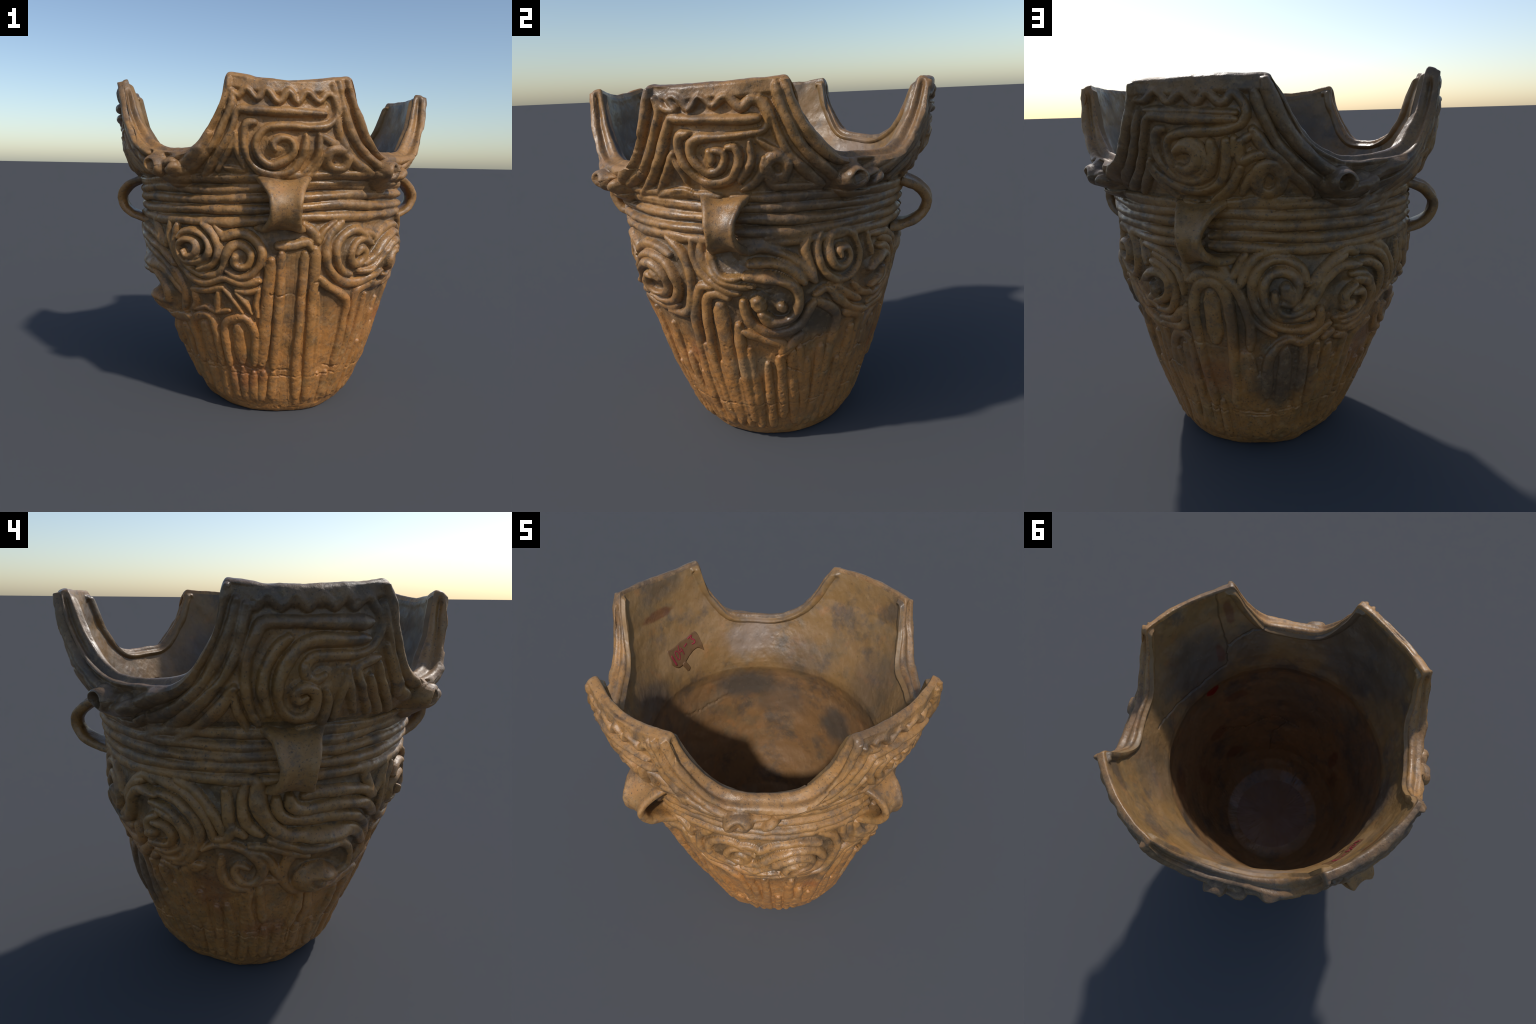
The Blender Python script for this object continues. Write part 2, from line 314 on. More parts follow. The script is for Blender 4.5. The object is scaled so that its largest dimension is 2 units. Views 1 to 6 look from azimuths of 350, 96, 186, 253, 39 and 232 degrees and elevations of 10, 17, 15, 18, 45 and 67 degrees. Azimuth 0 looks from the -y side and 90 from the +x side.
coil("scroll_coil", 0.021, 0.036, [(-57.4, 1.198), (-58.6, 1.127), (-57.2, 1.052), (-54.6, 0.962), (-49.4, 0.891), (-41.6, 0.869), (-32.5, 0.909), (-28.9, 0.899), (-23.2, 0.880), (-16.6, 0.906)])
coil("scroll_coil", 0.021, 0.038, [(-52.8, 1.188), (-55.3, 1.102), (-54.1, 1.011), (-49.6, 0.947), (-42.2, 0.916), (-35.3, 0.930), (-31.7, 0.974), (-30.2, 1.036), (-28.0, 1.086), (-24.6, 1.108), (-21.2, 1.091), (-19.5, 1.045), (-21.1, 0.992), (-24.5, 0.977), (-26.5, 1.002), (-25.7, 1.037)])
coil("spiral_coil", 0.022, 0.048, [(-39.2, 1.206), (-35.4, 1.162), (-33.1, 1.099), (-33.3, 1.041), (-37.1, 0.982), (-43.6, 0.949)])
coil("spiral_coil", 0.021, 0.054, [(-51.7, 1.122), (-48.8, 1.155), (-43.2, 1.165), (-38.8, 1.137), (-36.7, 1.081), (-38.3, 1.027), (-43.6, 0.989), (-50.2, 0.986), (-52.3, 1.029), (-51.9, 1.080), (-48.3, 1.115), (-44.1, 1.117), (-42.0, 1.082), (-43.4, 1.035), (-47.1, 1.022), (-48.0, 1.052)])
coil("spiral_coil", 0.022, 0.038, [(-30.6, 1.134), (-26.1, 1.163), (-20.8, 1.159), (-17.0, 1.119), (-15.0, 1.062), (-16.3, 0.995), (-20.0, 0.939), (-25.3, 0.918), (-30.2, 0.952)])
coil("panel_ridge", 0.018, 0.03, [(-34.1, 1.196), (-31.1, 1.148), (-26.1, 1.168)])
coil("pillar_ridge", 0.03, 0.032, [(-11.5, 1.020), (-12.8, 0.857), (-14.3, 0.691), (-16.1, 0.515), (-18.3, 0.374)])
coil("pillar_ridge", 0.024, 0.034, [(-7.4, 1.065), (-7.9, 0.843), (-8.9, 0.608), (-11.3, 0.350)])
coil("pillar_ridge", 0.022, 0.032, [(2.3, 1.065), (2.3, 0.858), (1.9, 0.607), (1.6, 0.359), (3.5, 0.128)])
coil("pillar_ridge", 0.026, 0.034, [(6.4, 1.086), (7.2, 0.872), (7.8, 0.620), (9.1, 0.373), (11.2, 0.110)])
coil("pillar_ridge", 0.024, 0.042, [(-8.8, 1.106), (-2.7, 1.110), (3.0, 1.122), (4.6, 1.093)])
coil("pillar_ridge", 0.024, 0.034, [(1.4, 1.221), (5.1, 1.178), (7.0, 1.128)])
coil("spiral_coil", 0.022, 0.034, [(31.8, 1.134), (25.2, 1.184), (19.4, 1.159), (15.5, 1.096), (16.4, 1.013), (20.6, 0.947), (24.7, 0.930)])
coil("spiral_coil", 0.023, 0.034, [(17.4, 1.228), (12.8, 1.169), (10.9, 1.098), (11.7, 1.009), (15.6, 0.936), (23.0, 0.884), (31.8, 0.882), (38.1, 0.912)])
coil("arch_ridge", 0.023, 0.034, [(9.1, 0.918), (13.9, 0.866), (20.7, 0.818), (25.0, 0.761), (25.9, 0.621), (26.3, 0.485), (25.9, 0.354)])
coil("panel_ridge", 0.02, 0.032, [(14.4, 1.236), (9.4, 1.178), (7.6, 1.121)])
coil("arch_ridge", 0.022, 0.032, [(39.4, 0.860), (31.3, 0.834), (29.3, 0.787), (30.8, 0.611), (30.4, 0.429), (26.7, 0.245), (24.6, 0.106)])
coil("pillar_ridge", 0.02, 0.03, [(36.7, 0.789), (36.7, 0.676), (36.5, 0.479), (34.0, 0.295), (30.7, 0.143)])
coil("pillar_ridge", 0.018, 0.026, [(9.5, 0.822), (11.3, 0.600), (12.9, 0.340), (14.2, 0.116)])
coil("lattice_ridge", 0.018, 0.03, [(-51.0, 0.814), (-42.5, 0.822), (-33.2, 0.854)])
coil("lattice_ridge", 0.017, 0.03, [(-36.0, 0.817), (-37.5, 0.748), (-39.0, 0.690)])
coil("lattice_ridge", 0.017, 0.03, [(-32.7, 0.842), (-29.0, 0.778), (-25.3, 0.707)])
coil("lattice_ridge", 0.017, 0.028, [(-51.8, 0.685), (-44.2, 0.714), (-39.4, 0.690), (-31.8, 0.715)])
coil("lattice_ridge", 0.018, 0.028, [(-50.4, 0.807), (-50.4, 0.731), (-53.9, 0.680)])
coil("lattice_ridge", 0.017, 0.03, [(-27.1, 0.839), (-21.8, 0.835), (-17.0, 0.855)])
coil("lattice_ridge", 0.017, 0.03, [(-27.3, 0.825), (-23.5, 0.768), (-20.8, 0.703)])
coil("lattice_ridge", 0.018, 0.03, [(-17.1, 0.843), (-18.6, 0.764), (-18.1, 0.689)])
coil("arch_ridge", 0.022, 0.032, [(-59.4, 0.327), (-58.3, 0.471), (-57.5, 0.582), (-51.1, 0.647), (-44.0, 0.655), (-42.2, 0.593), (-42.6, 0.475), (-43.6, 0.332)])
coil("arch_ridge", 0.024, 0.034, [(-38.0, 0.344), (-37.1, 0.505), (-35.7, 0.614), (-30.5, 0.658), (-25.0, 0.672), (-21.1, 0.617), (-19.9, 0.548), (-22.4, 0.360)])
coil("pillar_ridge", 0.034, 0.026, [(-29.1, 0.608), (-29.4, 0.500), (-29.9, 0.379)])
coil("pillar_ridge", 0.034, 0.024, [(-48.9, 0.587), (-49.5, 0.477), (-50.0, 0.354)])
coil("foot_ridge", 0.022, 0.026, [(-44.0, 0.302), (-44.9, 0.192), (-46.4, 0.075)])
coil("foot_ridge", 0.022, 0.026, [(-37.3, 0.317), (-37.3, 0.207), (-37.4, 0.092)])
coil("foot_ridge", 0.022, 0.026, [(-30.7, 0.291), (-31.2, 0.196), (-31.8, 0.098)])
coil("foot_ridge", 0.022, 0.026, [(-23.5, 0.301), (-24.9, 0.206), (-26.5, 0.107)])
coil("foot_ridge", 0.022, 0.026, [(-17.2, 0.308), (-18.7, 0.213), (-20.4, 0.115)])
coil("foot_ridge", 0.022, 0.026, [(-11.5, 0.311), (-12.3, 0.222), (-13.2, 0.130)])
coil("foot_ridge", 0.022, 0.026, [(-55.2, 0.311), (-54.7, 0.195), (-54.7, 0.073)])
coil("scroll_coil", 0.021, 0.034, [(-61.0, 0.925), (-57.8, 0.841), (-56.9, 0.758), (-60.9, 0.662)])
coil("spiral_boss", 0.03, 0.048, [(51.9, 1.056), (54.1, 1.024)])
coil("spiral_coil", 0.022, 0.038, [(59.5, 1.245), (64.7, 1.196), (67.3, 1.118), (67.6, 1.027), (65.6, 0.923), (61.9, 0.849), (51.4, 0.823)])
coil("curved_ridge", 0.021, 0.034, [(70.1, 1.250), (70.1, 1.170), (72.0, 1.097), (76.0, 1.040), (81.2, 0.995), (85.3, 0.989)])
coil("curved_ridge", 0.023, 0.036, [(73.8, 1.243), (73.3, 1.180), (75.1, 1.114), (80.0, 1.054), (86.3, 1.027), (90.4, 1.022)])
coil("curved_ridge", 0.023, 0.036, [(76.5, 1.196), (77.3, 1.136), (80.2, 1.084), (83.9, 1.072), (86.7, 1.079)])
coil("panel_ridge", 0.019, 0.03, [(61.4, 1.252), (65.6, 1.245), (75.6, 1.261)])
coil("arch_ridge", 0.022, 0.034, [(75.6, 1.017), (71.4, 1.011), (68.7, 0.945), (65.9, 0.852), (64.4, 0.722), (62.8, 0.538), (62.2, 0.305)])
coil("arch_ridge", 0.022, 0.034, [(80.8, 0.961), (77.1, 0.981), (73.0, 0.953), (71.2, 0.863), (70.0, 0.736), (68.8, 0.584), (69.8, 0.398), (69.9, 0.156)])
coil("pillar_ridge", 0.034, 0.034, [(77.4, 0.912), (76.8, 0.782), (76.6, 0.635), (75.8, 0.478), (74.8, 0.168)])
coil("pillar_ridge", 0.024, 0.036, [(83.3, 0.805), (82.4, 0.668), (82.6, 0.487), (83.1, 0.258), (83.1, 0.158)])
coil("pillar_ridge", 0.02, 0.026, [(49.3, 0.737), (48.7, 0.538), (50.2, 0.345), (56.3, 0.072)])
coil("foot_ridge", 0.024, 0.026, [(87.0, 0.489), (87.0, 0.343), (86.5, 0.160)])
coil("foot_ridge", 0.03, 0.026, [(52.1, 0.383), (56.1, 0.281), (62.7, 0.099)])
coil("scroll_coil", 0.026, 0.046, [(90.2, 1.138), (98.3, 1.132), (104.6, 1.094), (108.3, 1.029)])
coil("scroll_coil", 0.027, 0.054, [(88.6, 1.082), (93.9, 1.073), (99.8, 1.054), (104.4, 1.014), (106.2, 0.943), (105.2, 0.868), (101.8, 0.826), (96.1, 0.825), (92.8, 0.876)])
coil("scroll_coil", 0.026, 0.046, [(87.9, 1.205), (94.5, 1.214), (100.7, 1.182), (106.6, 1.128), (110.3, 1.067), (112.4, 1.027)])
coil("scroll_coil", 0.026, 0.046, [(86.6, 0.948), (87.2, 0.854), (90.8, 0.797), (96.3, 0.759), (102.8, 0.766), (107.7, 0.806), (110.3, 0.872), (112.3, 0.913)])
coil("scroll_coil", 0.024, 0.036, [(84.8, 0.772), (89.3, 0.739), (95.0, 0.710), (99.7, 0.678), (99.8, 0.625)])
coil("spiral_boss", 0.04, 0.06, [(91.3, 0.947), (92.1, 0.916)])
coil("spiral_boss", 0.03, 0.045, [(99.7, 0.916), (100.4, 0.899)])
coil("arch_ridge", 0.024, 0.034, [(99.8, 0.625), (103.4, 0.672), (107.4, 0.731)])
coil("neck_ring", 0.026, 0.036, [(95.9, 1.259), (101.7, 1.266), (106.7, 1.263), (110.6, 1.266)])
coil("panel_ridge", 0.024, 0.038, [(111.1, 1.265), (109.2, 1.203), (109.6, 1.156), (112.3, 1.042)])
coil("spiral_coil", 0.023, 0.04, [(114.6, 1.259), (113.6, 1.174), (115.5, 1.076), (120.8, 1.012), (127.2, 1.003), (131.4, 1.053), (132.2, 1.135), (129.3, 1.219), (123.4, 1.254), (118.9, 1.243), (117.8, 1.166), (119.9, 1.093), (124.1, 1.071), (127.0, 1.108), (125.8, 1.166), (121.8, 1.170), (122.3, 1.134)])
coil("spiral_coil", 0.022, 0.036, [(136.9, 1.205), (139.5, 1.098)])
coil("scroll_coil", 0.023, 0.036, [(112.7, 0.951), (118.2, 0.970), (123.1, 0.905), (130.8, 0.822), (141.5, 0.769)])
coil("scroll_coil", 0.023, 0.036, [(121.8, 0.971), (127.8, 0.912), (135.1, 0.853)])
coil("scroll_coil", 0.022, 0.034, [(129.8, 0.967), (135.8, 0.898), (142.5, 0.863)])
coil("arch_ridge", 0.024, 0.03, [(113.4, 0.911), (118.3, 0.873), (123.6, 0.807), (123.5, 0.716), (121.5, 0.548), (118.6, 0.332), (116.4, 0.132)])
coil("arch_ridge", 0.022, 0.028, [(128.1, 0.799), (138.2, 0.741), (137.6, 0.623), (136.1, 0.449), (131.8, 0.278), (127.2, 0.091)])
coil("pillar_ridge", 0.024, 0.026, [(133.7, 0.692), (133.1, 0.572), (130.2, 0.401), (130.2, 0.184)])
coil("pillar_ridge", 0.024, 0.028, [(98.6, 0.601), (99.1, 0.433), (99.8, 0.174)])
coil("pillar_ridge", 0.024, 0.028, [(104.0, 0.627), (104.6, 0.422), (107.1, 0.115)])
coil("pillar_ridge", 0.02, 0.026, [(107.0, 0.647), (108.7, 0.441), (113.6, 0.119)])
coil("spiral_coil", 0.021, 0.044, [(144.0, 0.914), (149.4, 0.945), (151.7, 1.013), (149.8, 1.061), (144.4, 1.071), (138.5, 1.017)])
coil("spiral_coil", 0.021, 0.044, [(139.9, 0.917), (144.8, 0.956), (144.7, 1.011)])
coil("spiral_coil", 0.021, 0.038, [(143.8, 1.120), (150.0, 1.097), (153.5, 1.032), (153.3, 0.954), (149.2, 0.872), (142.9, 0.862)])
coil("spiral_coil", 0.021, 0.036, [(145.8, 1.160), (152.9, 1.124), (157.2, 1.061), (157.8, 0.980)])
coil("scroll_coil", 0.021, 0.034, [(139.0, 1.196), (148.2, 1.185), (154.9, 1.148), (159.2, 1.113), (160.2, 1.052)])
coil("scroll_coil", 0.022, 0.034, [(141.9, 0.808), (150.4, 0.826), (156.2, 0.890)])
coil("scroll_coil", 0.022, 0.034, [(141.5, 0.773), (154.2, 0.795), (158.1, 0.918)])
coil("arch_ridge", 0.026, 0.034, [(162.7, 0.322), (161.1, 0.547), (160.3, 0.725), (160.5, 0.859), (162.2, 0.980), (165.8, 1.042), (169.7, 1.061), (173.1, 1.032), (175.0, 0.958), (175.6, 0.833), (175.6, 0.664), (176.1, 0.328)])
coil("arch_ridge", 0.024, 0.036, [(161.4, 1.054), (166.0, 1.095), (171.3, 1.100), (175.8, 1.062), (179.0, 1.006), (181.7, 0.916), (183.1, 0.804), (182.9, 0.703)])
coil("arch_ridge", 0.04, 0.024, [(168.5, 0.982), (168.5, 0.865), (168.2, 0.740)])
coil("arch_ridge", 0.024, 0.03, [(154.9, 0.351), (155.0, 0.530), (156.0, 0.644), (154.3, 0.735), (148.3, 0.726), (143.9, 0.623), (144.1, 0.492), (145.1, 0.317), (148.4, 0.116)])
coil("pillar_ridge", 0.024, 0.026, [(152.4, 0.678), (151.3, 0.556), (150.2, 0.396)])
coil("pillar_ridge", 0.02, 0.026, [(141.1, 0.737), (140.5, 0.592), (140.4, 0.379), (144.1, 0.143)])
coil("pillar_ridge", 0.024, 0.026, [(182.2, 0.669), (183.9, 0.485), (184.6, 0.125)])
coil("foot_ridge", 0.024, 0.024, [(179.8, 0.667), (180.5, 0.483), (179.0, 0.278), (180.8, 0.074)])
coil("foot_ridge", 0.022, 0.022, [(154.3, 0.329), (157.0, 0.200), (158.0, 0.079)])
coil("panel_ridge", 0.02, 0.03, [(172.4, 1.168), (176.8, 1.083), (181.6, 1.184)])
coil("spiral_coil", 0.024, 0.042, [(208.4, 0.897), (208.3, 0.817), (200.8, 0.792), (193.7, 0.817), (187.9, 0.877), (184.6, 0.969), (184.5, 1.064), (187.2, 1.131), (191.7, 1.165), (196.3, 1.155), (200.2, 1.114), (202.2, 1.051)])
coil("spiral_coil", 0.023, 0.044, [(205.4, 0.880), (199.2, 0.859), (193.5, 0.873), (189.3, 0.938), (187.7, 1.021), (190.0, 1.090), (194.6, 1.107), (198.4, 1.076), (199.7, 1.003), (197.6, 0.946), (194.1, 0.954)])
coil("spiral_coil", 0.023, 0.05, [(191.6, 1.004), (192.3, 0.928), (196.0, 0.886), (201.5, 0.902), (205.6, 0.964), (208.7, 1.047), (213.7, 1.106), (221.2, 1.102)])
coil("spiral_boss", 0.04, 0.046, [(195.2, 1.031), (197.0, 0.969)])
coil("scroll_coil", 0.023, 0.042, [(198.8, 0.914), (202.6, 0.946), (206.6, 1.051), (210.5, 1.119), (215.6, 1.156)])
coil("scroll_coil", 0.023, 0.038, [(202.8, 1.036), (204.7, 1.047), (208.5, 1.109), (215.6, 1.177), (220.3, 1.160)])
coil("spiral_coil", 0.023, 0.046, [(220.7, 1.002), (216.7, 0.953), (218.1, 0.879)])
coil("scroll_coil", 0.022, 0.034, [(215.0, 0.841), (218.9, 0.779)])
coil("scroll_coil", 0.022, 0.034, [(180.1, 1.043), (182.5, 1.131), (186.2, 1.184), (191.2, 1.201), (195.3, 1.192)])
coil("panel_ridge", 0.02, 0.03, [(180.8, 0.946), (183.2, 0.877), (186.9, 0.821), (192.9, 0.768)])
coil("arch_ridge", 0.024, 0.032, [(190.2, 0.405), (190.2, 0.615), (193.7, 0.700), (198.5, 0.737), (203.8, 0.719), (210.2, 0.772), (213.3, 0.805)])
coil("arch_ridge", 0.026, 0.034, [(212.7, 0.732), (215.4, 0.757)])
coil("pillar_ridge", 0.03, 0.024, [(197.3, 0.679), (197.3, 0.525), (197.2, 0.327), (199.9, 0.062)])
coil("pillar_ridge", 0.022, 0.028, [(204.7, 0.692), (205.6, 0.538), (206.6, 0.310), (211.0, 0.059)])
coil("pillar_ridge", 0.022, 0.028, [(210.1, 0.696), (210.7, 0.515), (212.6, 0.261), (216.9, 0.050)])
coil("pillar_ridge", 0.026, 0.028, [(215.6, 0.680), (216.8, 0.505), (218.5, 0.272), (221.5, 0.093)])
coil("pillar_ridge", 0.018, 0.024, [(186.5, 0.533), (188.3, 0.334), (190.3, 0.074)])
coil("spiral_coil", 0.022, 0.048, [(219.8, 0.965), (223.9, 0.961), (226.1, 0.916), (224.8, 0.864), (220.1, 0.846), (216.6, 0.847)])
coil("spiral_boss", 0.03, 0.052, [(217.1, 0.900), (219.4, 0.914)])
coil("spiral_coil", 0.022, 0.044, [(221.5, 1.027), (227.1, 0.995), (230.0, 0.929), (228.7, 0.855), (223.0, 0.801), (218.4, 0.806)])
coil("spiral_coil", 0.022, 0.04, [(218.9, 1.061), (225.1, 1.040), (229.1, 0.986), (232.0, 0.919), (231.3, 0.847), (226.9, 0.774), (221.6, 0.761), (216.5, 0.788)])
coil("spiral_coil", 0.022, 0.038, [(220.3, 1.112), (226.8, 1.098), (232.6, 1.047), (235.7, 0.967), (234.5, 0.864), (229.7, 0.767), (223.2, 0.743)])
coil("scroll_coil", 0.022, 0.036, [(219.4, 1.181), (224.9, 1.164), (231.3, 1.134), (236.3, 1.068), (239.5, 0.982), (240.6, 0.924), (244.7, 0.930), (246.5, 0.991)])
coil("scroll_coil", 0.022, 0.034, [(228.5, 1.189), (234.1, 1.153), (238.5, 1.091), (242.2, 1.008), (243.4, 0.958)])
coil("curved_ridge", 0.026, 0.034, [(244.2, 1.155), (245.2, 1.074), (246.0, 0.991), (249.9, 0.949)])
coil("curved_ridge", 0.022, 0.034, [(250.0, 1.189), (249.2, 1.102), (251.1, 1.008), (255.4, 0.964)])
coil("scroll_coil", 0.031, 0.044, [(253.7, 1.202), (254.1, 1.102), (257.3, 1.022), (262.4, 0.958), (270.0, 0.941), (279.7, 0.929), (290.9, 0.901), (301.7, 0.788)])
coil("scroll_coil", 0.031, 0.044, [(302.3, 0.627), (294.6, 0.606), (285.8, 0.586), (276.7, 0.601), (271.5, 0.660), (272.5, 0.719), (277.5, 0.737), (284.7, 0.690)])
coil("scroll_coil", 0.024, 0.04, [(259.2, 1.132), (259.9, 1.075), (263.5, 1.031), (269.0, 1.017), (276.8, 1.017), (287.3, 0.989), (295.3, 0.933), (302.0, 0.837)])
coil("scroll_coil", 0.025, 0.042, [(262.9, 1.141), (264.0, 1.096), (267.6, 1.072), (273.1, 1.071), (280.2, 1.070), (286.8, 1.057), (293.8, 1.031), (301.0, 0.954)])
coil("scroll_coil", 0.024, 0.04, [(267.6, 1.136), (273.5, 1.138), (281.7, 1.132), (291.4, 1.109), (296.0, 1.066)])
coil("scroll_coil", 0.022, 0.036, [(258.6, 0.932), (267.4, 0.881), (275.7, 0.875), (283.4, 0.872), (289.8, 0.805), (290.9, 0.714), (285.5, 0.686)])
coil("spiral_boss", 0.026, 0.02, [(278.6, 0.663), (280.4, 0.641)])
coil("panel_ridge", 0.022, 0.034, [(293.5, 1.223), (290.9, 1.191), (293.6, 1.116), (297.9, 1.059)])
coil("panel_ridge", 0.02, 0.032, [(302.9, 1.193), (300.5, 1.119), (297.8, 1.066)])
coil("scroll_coil", 0.022, 0.034, [(252.2, 0.889), (259.0, 0.878), (266.0, 0.840), (271.1, 0.832)])
coil("scroll_coil", 0.021, 0.034, [(253.2, 0.858), (257.5, 0.832), (260.8, 0.770), (263.4, 0.706)])
coil("scroll_coil", 0.022, 0.034, [(267.5, 0.833), (265.4, 0.763), (265.3, 0.685), (269.7, 0.611), (275.1, 0.554), (274.3, 0.466), (272.2, 0.358)])
coil("panel_ridge", 0.022, 0.032, [(254.9, 0.671), (259.0, 0.686), (263.1, 0.689), (264.3, 0.765), (264.7, 0.822)])
coil("spiral_coil", 0.022, 0.038, [(236.4, 0.853), (240.0, 0.884), (245.1, 0.892), (250.0, 0.873), (254.7, 0.817), (257.3, 0.748), (254.8, 0.688), (250.3, 0.688), (247.2, 0.738), (248.7, 0.782), (252.1, 0.767)])
coil("scroll_coil", 0.022, 0.034, [(242.6, 0.817), (242.5, 0.733), (245.1, 0.667), (249.8, 0.644), (252.5, 0.626), (252.7, 0.529), (255.1, 0.360)])
coil("pillar_ridge", 0.026, 0.034, [(235.2, 0.759), (229.1, 0.723), (227.8, 0.629), (228.8, 0.499), (230.9, 0.372)])
coil("arch_ridge", 0.024, 0.034, [(218.0, 0.727), (223.0, 0.698), (223.8, 0.566), (224.5, 0.398), (225.5, 0.135)])
coil("pillar_ridge", 0.02, 0.024, [(232.8, 0.347), (234.0, 0.234), (236.9, 0.101)])
coil("pillar_ridge", 0.022, 0.028, [(256.6, 0.652), (257.8, 0.537), (259.6, 0.411)])
coil("pillar_ridge", 0.022, 0.03, [(279.9, 0.554), (279.7, 0.455), (278.7, 0.375)])
coil("arch_ridge", 0.022, 0.03, [(293.6, 0.544), (294.8, 0.438), (291.9, 0.319), (292.2, 0.133)])
coil("pillar_ridge", 0.02, 0.028, [(300.1, 0.585), (301.4, 0.450), (300.5, 0.322)])
coil("foot_ridge", 0.022, 0.026, [(255.1, 0.360), (256.0, 0.249), (257.2, 0.123)])
coil("foot_ridge", 0.022, 0.026, [(260.5, 0.344), (261.2, 0.236), (262.2, 0.117)])
coil("foot_ridge", 0.022, 0.026, [(267.2, 0.351), (267.6, 0.239), (268.3, 0.115)])
coil("foot_ridge", 0.022, 0.026, [(271.8, 0.337), (272.1, 0.243), (272.6, 0.140)])
coil("foot_ridge", 0.022, 0.026, [(277.2, 0.338), (277.8, 0.244), (278.7, 0.141)])
coil("foot_ridge", 0.022, 0.026, [(287.0, 0.335), (288.4, 0.243), (290.5, 0.143)])
coil("foot_ridge", 0.022, 0.026, [(295.2, 0.321), (296.0, 0.234), (297.2, 0.141)])
# linked pair of spirals under the front right notch: two strands leave the left eye,
# sweep over the right one and wind into it
coil("spiral_coil", .024, .040, [(26.5, 1.045), (28.5, 1.075), (31, 1.06), (31, 1.02), (28, .985), (24.3, 1.01), (23.2, 1.065), (26, 1.115), (30.5, 1.125), (34.5, 1.095)])
coil("scroll_coil", .023, .046, [(30.5, .985), (34.5, 1.005), (38.5, 1.06), (43, 1.115), (49, 1.148), (55, 1.135), (59.5, 1.085), (61.3, 1.01), (59.5, .935), (55, .895), (49, .885), (44, .90)])
coil("scroll_coil", .023, .050, [(28.5, .945), (34, .95), (39, .995), (42.5, 1.05), (46.5, 1.09), (51, 1.10), (55.3, 1.07), (57, 1.015), (55.5, .955), (51.5, .93), (47.5, .945), (46, .99), (48.5, 1.035), (51.5, 1.03)])

coil("scroll_coil", .022, .034, [(36.5, .87), (41, .848), (47, .838), (54, .852), (58, .88)])
coil("scroll_coil", .022, .034, [(36, 1.12), (41, 1.165), (47.5, 1.19), (54.5, 1.185), (60, 1.16)])
coil("scroll_coil", .021, .030, [(30, 1.17), (34.5, 1.15), (37, 1.125)])
coil("scroll_coil", .022, .032, [(36, .905), (40, .905), (43.5, .925)])

# ridges of the foot where the coils of the belly run out
for n, az in enumerate([31, 36, 42.5, 48, 54, 60, 66.5, 73, 80, 86, 93]):
    lean = .02 * math.sin(n * 1.7)
    coil("foot_ridge", .021, .028, [(az + 2 * lean, .66 - .1 * (n % 3)), (az, .35), (az - 30 * lean, .10)])
for n, az in enumerate([111, 116.5, 122, 128, 134.5, 141, 147, 153, 206, 213, 219.5, 226, 232, 238.5, 245, 251]):
    coil("foot_ridge", .021, .026, [(az + math.sin(n * 2.1), .56 + .07 * math.sin(n * 1.3)), (az + .5, .3), (az - 1, .085)])

# the beak at the foot of each notch: a ring with a hollow eye (end of one panel's rim coils)
# beside a blunt horn (end of the other panel's rim coil), both standing out over the neck
BEAKS = [((31.5, 1.502), [(56.5, 1.66), (53, 1.605), (48, 1.558), (43.5, 1.512), (39.3, 1.468)]),
         ((121.5, 1.524), [(147, 1.67), (143, 1.615), (138, 1.565), (133, 1.525), (128.6, 1.487)]),
         ((-150.5, 1.512), [(-121, 1.66), (-126, 1.595), (-132, 1.553), (-137.5, 1.518), (-142.8, 1.480)]),
         ((-52.8, 1.512), [(-30.5, 1.67), (-34, 1.60), (-37.5, 1.556), (-41.5, 1.518), (-45.8, 1.484)])]
for (az, z), run in BEAKS:
    (h1, z1), (h2, z2) = run[-2:]
    swell([(az, z - .020), (az + (h2 - az) * .5, z - .045), (h2 - .3, z2 - .004)], .074, .070, .6)
    swell([(az - 8, z + .02), (az, z)], .07, .014)
    swell([(h1 + 6, z1 + .045), (h1, z1)], .065, .014, .9)
    coil("rim_horn", .033, .050, run, wide=1.08)
    ring = [(az + 3.1 * math.cos(s), z + .047 * math.sin(s)) for s in np.linspace(0, TAU, 9)[:-1]]
    coil("ring_knob", .021, .052, ring, closed=True, wide=1.12)
    dent(az, z, .034, .030)

for n, az in enumerate([156, 161, 167, 180, 185.5, 191, 197, 202]):
    coil("foot_ridge", .020, .024, [(az, .34 - .04 * (n % 2)), (az + .6, .2), (az + .2, .08)])
for n, az in enumerate([-53, -30, -24, 4, 10, 16, 22]):
    coil("foot_ridge", .019, .022, [(az, .31 + .03 * math.sin(n * 2)), (az + .4, .2), (az, .08)])

# break lines
crack([(-73.6, 0.305), (-60.0, 0.316), (-49.6, 0.336), (-44.1, 0.316), (-32.2, 0.346), (-25.6, 0.332), (-17.4, 0.336), (-1.9, 0.332)])
crack([(-9.7, 0.336), (-0.2, 0.331)])
crack([(-12.2, 0.833), (-9.9, 0.822), (-1.9, 0.831), (1.7, 0.818), (4.4, 0.845), (6.5, 0.880), (8.7, 0.902)])
crack([(19.9, 0.348), (25.0, 0.333), (29.7, 0.336)])
crack([(159.2, 0.722), (163.8, 0.707), (168.9, 0.695), (173.3, 0.696)])
crack([(158.7, 0.312), (165.1, 0.308), (178.2, 0.277), (-176.2, 0.308)])
crack([(96.9, 0.612), (102.8, 0.655), (109.4, 0.666), (119.5, 0.696), (125.4, 0.692)])
crack([(101.7, 0.532), (110.5, 0.483), (122.3, 0.462)])
crack([(130.0, 0.514), (136.9, 0.519), (141.9, 0.541), (158.1, 0.472)])
crack([(115.4, 0.252), (121.3, 0.282)])
crack([(-123.0, 0.333), (-106.2, 0.344), (-102.2, 0.347), (-99.9, 0.388), (-90.2, 0.366), (-86.1, 0.346)])
crack([(-78.4, 0.362), (-69.8, 0.355)])
crack([(-87.6, 0.346), (-86.8, 0.238), (-80.3, 0.084)])
